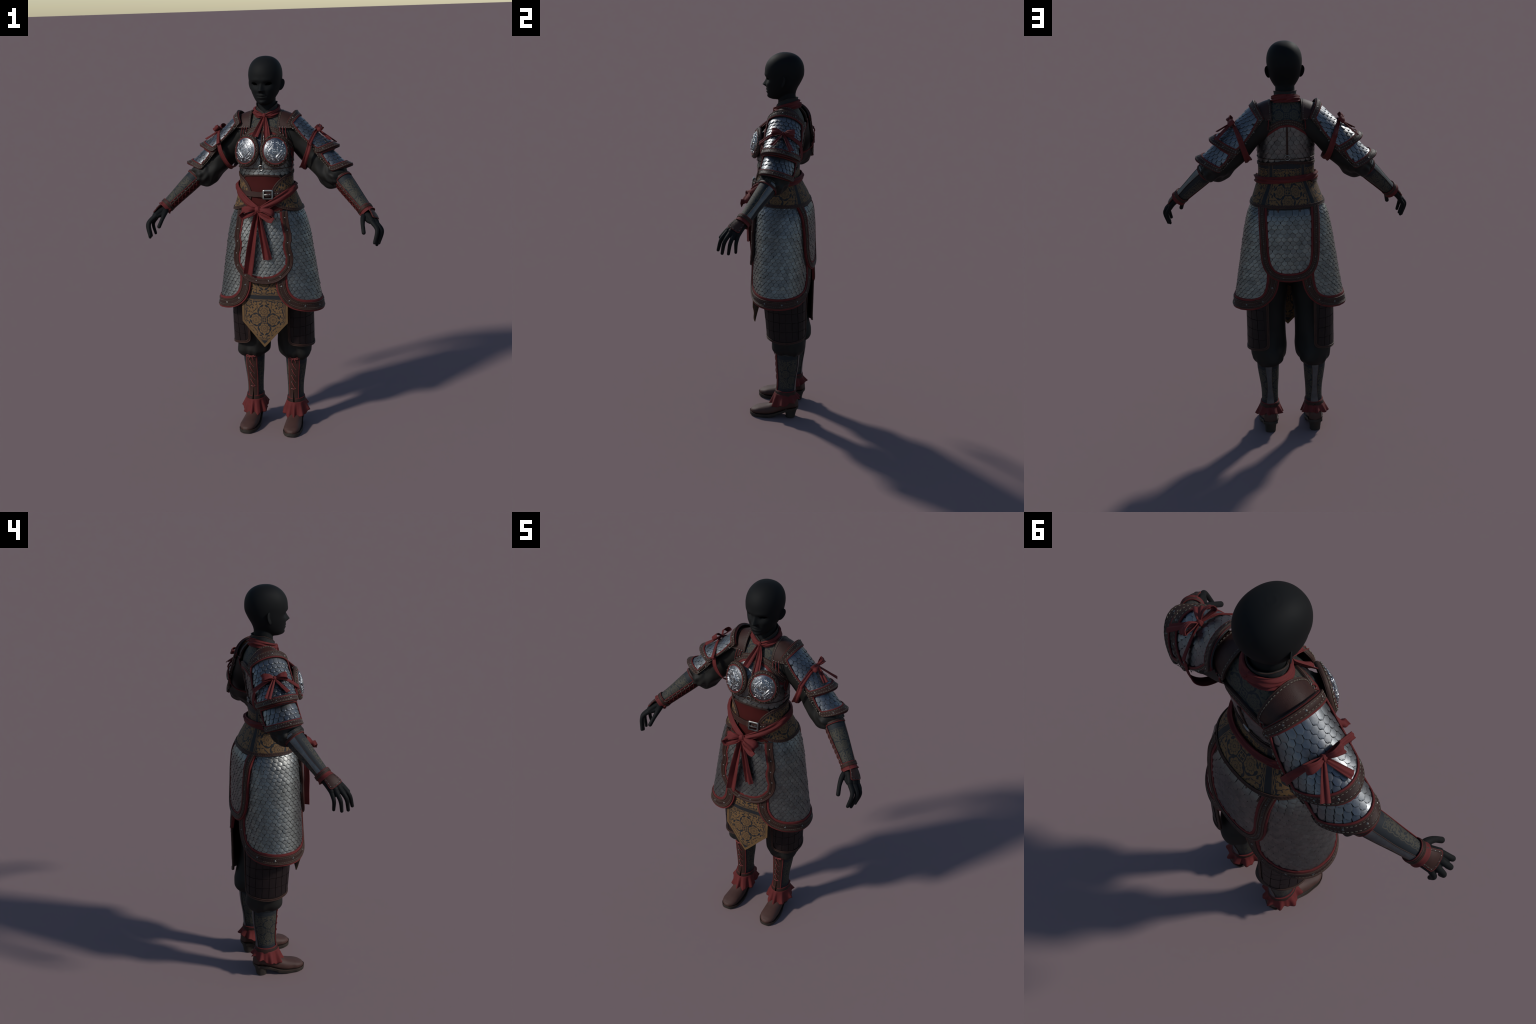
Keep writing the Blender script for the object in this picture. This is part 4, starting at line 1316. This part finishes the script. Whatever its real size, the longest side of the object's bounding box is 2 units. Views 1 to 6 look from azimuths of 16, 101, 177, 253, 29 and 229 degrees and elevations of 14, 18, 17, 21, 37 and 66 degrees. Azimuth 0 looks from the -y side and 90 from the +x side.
    bt = spline(yk, [.018, .0150, .0125, .0105, .0100, .0115, .018, .030, .044, .054, .059, .062])
    tp = spline(yk, [.020, .0300, .0400, .0500, .0590, .0690, .085, .112, .128, .128, .120, .095])
    cx = spline(yk, [.125, .1245, .124, .1225, .121, .1195, .118, .117, .1165, .1165, .1165, .1165])
    ys = np.concatenate([-.1330 + .0115 * (1 - np.cos(np.linspace(0, PI / 2, 8))), np.linspace(-.1185, .125, 46), .125 + .012 * np.sin(np.linspace(.2, PI / 2, 7))])
    k = 44; V = []
    for y in ys:
        w, b, t, c = float(wd(y)), float(bt(y)), float(tp(y)), float(cx(y))
        for j in range(k):
            a = 2 * PI * j / k; q = math.cos(a); s_ = math.sin(a)
            # fuller near the sole, narrowing to the instep
            hgt = (s_ + 1) / 2
            ww = w * (1 - .30 * hgt ** 1.6 * min(1, max(0, (y + .11) / .08)))
            V.append(((c + ww * np.sign(q) * abs(q) ** .72) * g, y, b + (t - b) * (.5 + .5 * np.sign(s_) * abs(s_) ** .80)))
    f = gridfaces(len(ys), k, False, True) + [tuple(range(k)), tuple((len(ys)-1)*k + j for j in range(k))]
    shoe = make("shoe", V, f, M_SHOE, angle=0)
    V = []
    for y in ys:                                   # sole
        w, b, c = float(wd(y)) + (.0030 if y < .02 else .0008), float(bt(y)), float(cx(y))
        yy = y - .0022 if y < -.11 else (y + .001 if y > .12 else y)
        th = .0125 if y < .02 else .0085
        for px, pz in ((-1, .0045), (-1.0, -th * .6), (-.95, -th), (0, -th), (.95, -th), (1.0, -th * .6), (1, .0045), (0, .0045)):
            V.append(((c + px * w) * g, yy, max(0., b + pz + .001)))
    f = gridfaces(len(ys), 8, False, True) + [tuple(range(8)), tuple((len(ys)-1)*8 + j for j in range(8))]
    make("sole", V, f, M_SOLE, shoe, angle=35)
    welt = np.array([((float(cx(y)) + d * (float(wd(y)) + (.0022 if y < .02 else .0002))) * g, y - (.0015 if y < -.11 else 0), float(bt(y)) + .0065) for d, seq in ((1, ys[::-1]), (-1, ys)) for y in seq])
    v, f = tube_verts(welt, .0013, 6); make("welt", v, f, M_RIDGE, shoe, angle=0)
    V = []; k = 36                                  # heel
    for i in range(12):
        u = i / 11; z = .060 * u
        yc = .0935 + .003 * u; ry = .0265 + .0145 * u ** 1.6; rx = .0275 + .0075 * u ** 1.5
        for j in range(k):
            a = 2 * PI * j / k; q, s_ = math.cos(a), math.sin(a)
            yv = yc + ry * np.sign(s_) * abs(s_) ** .8
            V.append(((.117 + rx * np.sign(q) * abs(q) ** .75) * g, max(yv, yc - ry * .86), min(z, float(bt(np.clip(yv, -.1, .13))) - .002) if i == 11 else z))
    make("heel", V, gridfaces(12, k, False, True) + [tuple(range(k)), tuple(11 * k + j for j in range(k))], M_SOLE, shoe, angle=40)


for g in (1, -1): leg(g)

# ================================================================== ARMS
EL, WR = A(.395, .017, 1.376), A(.530, -.076, 1.236)
ADIR = unit(WR - EL); ALEN = float(np.linalg.norm(WR - EL))


def arm(g):
    mir = A(g, 1, 1)
    # sleeve: full, gathered at the elbow
    sp = spline([0, .3, .6, .85, 1.], [(.095, .060, 1.635), (.175, .063, 1.565), (.262, .058, 1.473), (.348, .036, 1.397), (.398, .020, 1.371)])
    rad = spline([0, .12, .3, .5, .68, .80, .90, .96, 1.0], [.072, .073, .068, .068, .071, .0715, .066, .055, .041])
    n, k = 110, 90; V = np.empty((n, k, 3))
    for i in range(n):
        u = i / (n - 1); c = sp(u); d = unit(sp(min(1, u + .01)) - sp(max(0, u - .01)))
        side = unit(np.cross(d, A(0, 0, 1))); up = np.cross(side, d)
        r0 = float(rad(u)); lowf = np.clip((u - .45) / .4, 0, 1)
        for j in range(k):
            a = 2 * PI * j / k
            low = max(0, -math.sin(a))
            fold = lowf * (.0050 * math.sin(3 * a + 14 * u) * math.sin(9 * u + 1) + .0034 * math.sin(5 * a - 19 * u + 2 * math.sin(7 * u)) + .0036 * math.sin(27 * u + 2.5 * math.sin(a * 2 + 1) + 1.5 * math.sin(3 * a)) * (.3 + low)) + .0018 * math.sin(3 * a + 12 * u)
            crease = np.clip((u - .70) / .12, 0, 1) * (.0026 * math.sin(7 * a + 5 * math.sin(9 * u) + 2 * math.sin(2 * a)) + .0036 * math.sin(44 * u + 4 * math.sin(2 * a + 1) + 3 * math.sin(a)))
            r = r0 + (fold + crease) * (1 if u < .985 else 0) - .001 * low * lowf * math.sin(PI * min(1, max(0, (u - .45) / .55)))
            V[i, j] = (c + side * (r * math.cos(a) * 1.06) + up * (r * math.sin(a) * .96)) * mir
    make("sleeve", V.reshape(-1, 3), gridfaces(n, k, False, True), M_BLACK, angle=0)

    # forearm guard in its own frame: z along the forearm, x towards the steel strip
    nrm = DORSAL - ADIR * (DORSAL @ ADIR); nrm = unit(nrm); sd = np.cross(ADIR, nrm)
    if sd[1] < 0: sd = -sd
    ang = math.radians(38)
    q = unit(nrm * math.cos(ang) + sd * math.sin(ang)); w = np.cross(ADIR, q)
    rr = spline([-.03, 0, .06, .13, .19, ALEN + .02], [.046, .0455, .0425, .0370, .0330, .0310])
    def F(ph, t):
        r = rr(t)
        P = EL + t[..., None] * ADIR + (r * np.cos(ph))[..., None] * q + (r * np.sin(ph))[..., None] * w
        return P * mir
    Z = Surf(F, -.03, ALEN + .02)
    fr = frame_matrix(EL * mir, (q * mir) * (1 if g > 0 else 1), np.cross(ADIR * mir, q * mir), ADIR * mir)
    ph = np.linspace(-PI, PI, 73)[:-1]; tt = np.linspace(-.03, ALEN, 60)
    V = F(*np.meshgrid(ph, tt)).reshape(-1, 3)
    va = make("forearm_guard", V, gridfaces(60, 72, False, True), M_VAMB, angle=0, frame=fr)
    Lw = lambda t: float(Z.len(t))
    # steel strip
    st_w = spline([-.02, .05, .12, ALEN - .012], [.0165, .0135, .0095, .0115]); ts = np.linspace(-.02, ALEN - .013, 40)
    pol = np.concatenate([np.stack([st_w(ts), ts], 1), np.stack([-st_w(ts), ts], 1)[::-1]])
    panel("steel_strip", Z, pol, M_STRIP, va, 0, .0032, .008)
    for d in (1, -1): trim("strip_edge", Z, curve_off(np.stack([d * st_w(ts), ts], 1), False, 1), rope(0, .0012, .0028, 6), M_RIDGE, va)
    # lacing under the forearm (f0 = 1): red insert, leather edges, crossing cords
    ins = np.array([(-.017, -.03), (.017, -.03), (.013, ALEN), (-.013, ALEN)])
    ins = np.concatenate([np.linspace(a, b, 20)[:-1] for a, b in zip(ins, np.roll(ins, -1, 0))])
    panel("red_insert", Z, ins, M_SATIN, va, 0, .0020, .008, f0=1.)
    tl = np.linspace(-.028, ALEN, 40)
    for d in (1, -1):
        line = np.stack([d * (.0165 - .004 * (tl + .03) / (ALEN + .03)), tl], 1)
        c = curve_off(line, False, -d)
        trim("lacing_band", Z, c, bar(.0, .0095, .0050), M_BAND, va, f0=1.)
        trim("lacing_band", Z, c, rope(.0005, .0014, .0048, 6), M_RIDGE, va, f0=1.)
        trim("piping", Z, c, rope(.0105, .0018, .0042, 6), M_PIPE, va, f0=1.)
    ks = np.linspace(-.012, ALEN - .02, 9)
    at = lambda s_, t_, n_: Z.at(A(s_), A(t_), n_, 1.)[0]
    for a, b in zip(ks, ks[1:]):
        for d in (1, -1):
            cord("lace", [at(-d * .0155, a, .0055), at(0, (a + b) / 2, .0050 + .0008 * d), at(d * .0155, b, .0055)], .0015, M_RED, va, 10, 7)
    for a in ks:
        for d in (1, -1):
            p, N, s_, t_ = [x[0] for x in Z.frame(A(d * .019), A(a), 1.)]
            e = add("eyelet", stud_mesh("round", M_STUD), va); e.matrix_local = fr.inverted() @ frame_matrix(p + N * .0044, s_ * .0027, t_ * .0027, N * .003)
    # wrist: leather cuff, then red cuff; red binding at the elbow end
    Lq = Lw(ALEN - .008)
    ring = lambda t: np.array([(s_, t) for s_ in np.linspace(-Lq, Lq, 73)[:-1]])
    trim("cuff", Z, curve_off(ring(ALEN - .010), True, 1), bar(-.0085, .0085, .0065, 0), M_BAND, va, closed=True)
    trim("cuff_edge", Z, curve_off(ring(ALEN - .019), True, 1), rope(0, .0018, .005), M_PIPE, va, closed=True)
    for dt in (-.0135, -.0065, -.0025): trim("cuff_edge", Z, curve_off(ring(ALEN + dt), True, 1), rope(0, .0018, .0062), M_RIDGE, va, closed=True)
    trim("red_cuff", Z, curve_off(ring(ALEN + .006), True, 1), [(-.0105, 0), (-.0105, .0052), (-.004, .0044), (.004, .0062), (.009, .0098), (.0112, .0098), (.0112, .0075), (.006, .001)], M_RED, va, closed=True)
    Le = Lw(.0)
    re = np.array([(s_, -.004) for s_ in np.linspace(-Le, Le, 73)[:-1]])
    trim("elbow_binding", Z, curve_off(re, True, 1), bar(-.006, .004, .0055, 0), M_BAND, va, closed=True)
    trim("elbow_binding", Z, curve_off(re + A(0, .006), True, 1), rope(0, .0022, .0045), M_PIPE, va, closed=True)

    # leather guard on the back of the hand
    wf, wb, tf, tb = A(.5425, -.104, 1.2565), A(.5585, -.060, 1.2375), A(.5735, -.146, 1.2190), A(.5960, -.084, 1.1925)
    def FH(ph, t):
        v = (ph + 1) / 2; u = t / .062
        P = ((1-v)[..., None] * wf + v[..., None] * wb) * (1-u)[..., None] + ((1-v)[..., None] * tf + v[..., None] * tb) * u[..., None]
        P = P + DORSAL * (.0075 * (1 - ph ** 2) + .0035 * np.sin(PI * np.clip(u, 0, 1)) - .002)[..., None]
        return P * mir
    H = Surf(FH, -.006, .064, closed=False, half=1., nt=50, nf=60, centre=A(.54 * g, -.1, 1.2))
    h0, h1 = float(H.len(0)), float(H.len(.06))
    off = round_poly([(-h0, -.004), (h0, -.004), (h1, .0625), (-h1, .0625)], [.003, .003, .014, .014], 7, 10)
    hg = panel("hand_guard", H, off(0), M_LEATHER, HANDS[g], -.001, .003, .006)
    trim("piping", H, off, rope(.0002, .0016, .0020, 6), M_PIPE, hg, closed=True)
    trim("guard_border", H, off, bar(.0022, .0085, .0040), M_BAND, hg, closed=True)
    place_studs(H, off, .0056, .0036, .0165, .0017, hg, "round", closed=True)


for g in (1, -1): arm(g)


# ---- pauldrons
def pauldron(g, top, bottom, length, tip, sag, rows_w, rp):
    mir = A(g, 1, 1); thm = math.radians(78)
    def arc(e, ph):
        f, a, b = [A(*p) for p in e]; M = (f + b) / 2
        th = ph * thm
        return M + ((np.cos(th) - math.cos(thm)) / (1 - math.cos(thm)))[..., None] * (a - M) + (np.sin(th) / math.sin(thm))[..., None] * (b - f) / 2
    def F(ph, t):
        u = (t / length)[..., None]; P = arc(top, ph) * (1 - u) + arc(bottom, ph) * u
        crown = ((np.cos(ph * thm) - math.cos(thm)) / (1 - math.cos(thm)))[..., None]
        out = unit(A(.68, 0, .73))
        return (P + out * (-.0075 + crown * (tip * np.clip((u - .6) / .4, 0, 1) ** 1.5 - sag * np.sin(PI * np.clip(u, 0, 1)) ** .8))) * mir
    S = Surf(F, 0, length, closed=False, half=1., nt=110, nf=160, centre=A(.20 * g, .055, 1.50))
    W = lambda t: float(S.len(t))
    off = round_poly([(-W(0), 0), (W(0), 0), (W(length), length), (-W(length), length)], [.012, .012, .016, .016], 8, 16)
    o = panel("pauldron", S, off(0), M_UNDER, None, -.003, .0018, .010)
    trim("piping", S, off, rope(.0004, .0026, .0012), M_PIPE, o, closed=True)
    trim("trim", S, off, bar(.0022, .0255, .0092, -.0035), M_BAND, o, closed=True)
    trim("trim_edge", S, off, rope(.0040, .0020, .0086), M_RIDGE, o, closed=True)
    trim("trim_edge", S, off, rope(.0240, .0018, .0088), M_RIDGE, o, closed=True)
    trim("piping", S, off, rope(.0275, .0032, .0076), M_PIPE, o, closed=True)
    st = Soup(); sew(st, S, off, .0076, .0090, closed=True, pitch=.0115); sew(st, S, off, .0206, .0090, closed=True, pitch=.0115)
    st.make("stitching", M_THREAD, o, stuff=True)
    place_studs(S, off, .0142, .0086, .066, .0044, o, closed=True)
    if rows_w not in SCALE_MESH:
        v, f, nr = scale_shape(rows_w * .96, rp * 1.75)
        me = bpy.data.meshes.new("scale"); me.from_pydata(v.tolist(), [], f)
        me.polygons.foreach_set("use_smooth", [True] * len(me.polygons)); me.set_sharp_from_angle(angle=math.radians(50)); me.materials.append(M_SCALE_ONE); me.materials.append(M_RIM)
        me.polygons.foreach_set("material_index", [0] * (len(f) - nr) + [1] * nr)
        SCALE_MESH[rows_w] = me
    poly = off(.0305)
    for s_, t_ in scale_rows(S, poly, rows_w, rp, 1):
        p, N, a, b = [x[0] for x in S.frame(A(s_), A(t_ + rp * .6))]
        b = unit(np.cross(N, a)); b = b if b @ (A(*bottom[1]) - A(*top[1]) ) * 1 > 0 or g < 0 else -b
        down = (A(*bottom[1]) - A(*top[1])) * mir
        if b @ down < 0: b = -b
        e = add("scale", SCALE_MESH[rows_w], o)
        j = RNG.normal(0, .03, 3); N2 = unit(N + .5 * j[0] * a + .5 * j[1] * b); a2 = unit(np.cross(b, N2)); 
        if a2 @ a < 0: a2 = -a2
        e.matrix_local = frame_matrix(p - b * rp * .6 + N * .0010, a2, unit(np.cross(N2, a2)) * (1 if np.cross(N2, a2) @ b > 0 else -1), N2)
    return S, o


SCALE_MESH = {}
UP_T = [(.124, -.030, 1.676), (.150, .058, 1.7285), (.113, .143, 1.656)]
UP_B = [(.283, -.032, 1.522), (.3715, .068, 1.539), (.247, .144, 1.486)]
LO_T = [(.258, -.022, 1.532), (.322, .060, 1.556), (.236, .140, 1.498)]
LO_B = [(.353, -.028, 1.429), (.438, .046, 1.441), (.333, .126, 1.398)]


def arm_ribbon(g, S):
    """Red band tied over the upper plate: over the plate, then under the arm, with a bow on top."""
    mir = A(g, 1, 1); ax = unit(A(.72, 0, -.69))
    gs, gt = np.meshgrid(np.linspace(-1, 1, 60), np.linspace(.01, .225, 50)); gs = gs * S.len(gt)
    gp, gn = S.frame(gs, gt)[:2]; gp, gn = gp.reshape(-1, 3), gn.reshape(-1, 3)
    def clear(p, h=.0105):                         # lift a point until it rides above the plate
        p = A(*p) * mir; i = np.argmin(((gp - p) ** 2).sum(1)); d = (p - gp[i]) @ gn[i]
        return (p + gn[i] * max(0, h - d)) * mir
    R = lambda p, w, wd: (*(A(*p) * mir), *(A(*w) * mir), wd)
    K = clear((.258, .068, 1.622), .016)
    o = ribbon("arm_ribbon", [R(K, ax, .012), R(clear((.252, .020, 1.614)), ax, .017), R(clear((.244, -.020, 1.586)), ax, .019), R(clear((.238, -.042, 1.560), .012), (.9, .2, -.3), .021), R((.228, -.050, 1.520), (.95, .1, .0), .023), R((.208, -.036, 1.470), (.95, .2, .2), .028),
               R((.184, .045, 1.431), (.80, .0, -.50), .036), R((.190, .118, 1.452), (.85, -.2, -.3), .034), R((.206, .154, 1.500), (.95, -.1, .0), .028), R(clear((.222, .153, 1.548), .012), (.9, -.2, -.3), .025), R(clear((.240, .125, 1.592)), ax, .020), R(clear((.250, .100, 1.612)), ax, .016), R(K, ax, .012)],
               M_RED, None, n=120, m=9, pleats=((3, .0016, .5),), thick=.003)
    lump("knot", K * mir, (A(.0105, 0, 0), A(0, .0095, 0), A(0, 0, .0105)), M_RED, o, .12, 5, 12, 20)
    N = unit(A(.66, 0, .75))
    for d, tip in ((-1, K + A(0, -.056, 0) + N * .016), (1, K + A(-.004, .058, 0) + N * .008)):
        a = K + (tip - K) * .5 + N * .016; b = K + (tip - K) * .55 - N * .004
        ribbon("bow_loop", [R(K, ax, .010), R(a, ax, .022), R(tip + N * .006 + A(0, -.004 * d, 0), ax, .033), R(tip - N * .006, ax, .033), R(b, ax, .025), R(K + N * .004, ax, .010)], M_RED, o, n=44, m=9, pleats=((3, .0016, .3),))
    for d, e in ((-1, A(.331, .026, 1.578)), (1, A(.340, .126, 1.556))):
        mid1 = clear(K + (e - K) * .35, .015); mid2 = clear(K + (e - K) * .7, .014); w = (-.15 * d, .9, -.2 * d)
        ribbon("tail", [R(K, w, .010), R(mid1, w, .018), R(mid2, w, .024), R(clear(e, .012), w, .029)], M_RED, o, n=32, m=11, pleats=((3, .0026, .2 + d),))


for g in (1, -1):
    pauldron(g, LO_T, LO_B, .128, .016, .006, .0225, .0172)
    S_up, _ = pauldron(g, UP_T, UP_B, .232, .008, .0150, .0225, .0172)
    arm_ribbon(g, S_up)
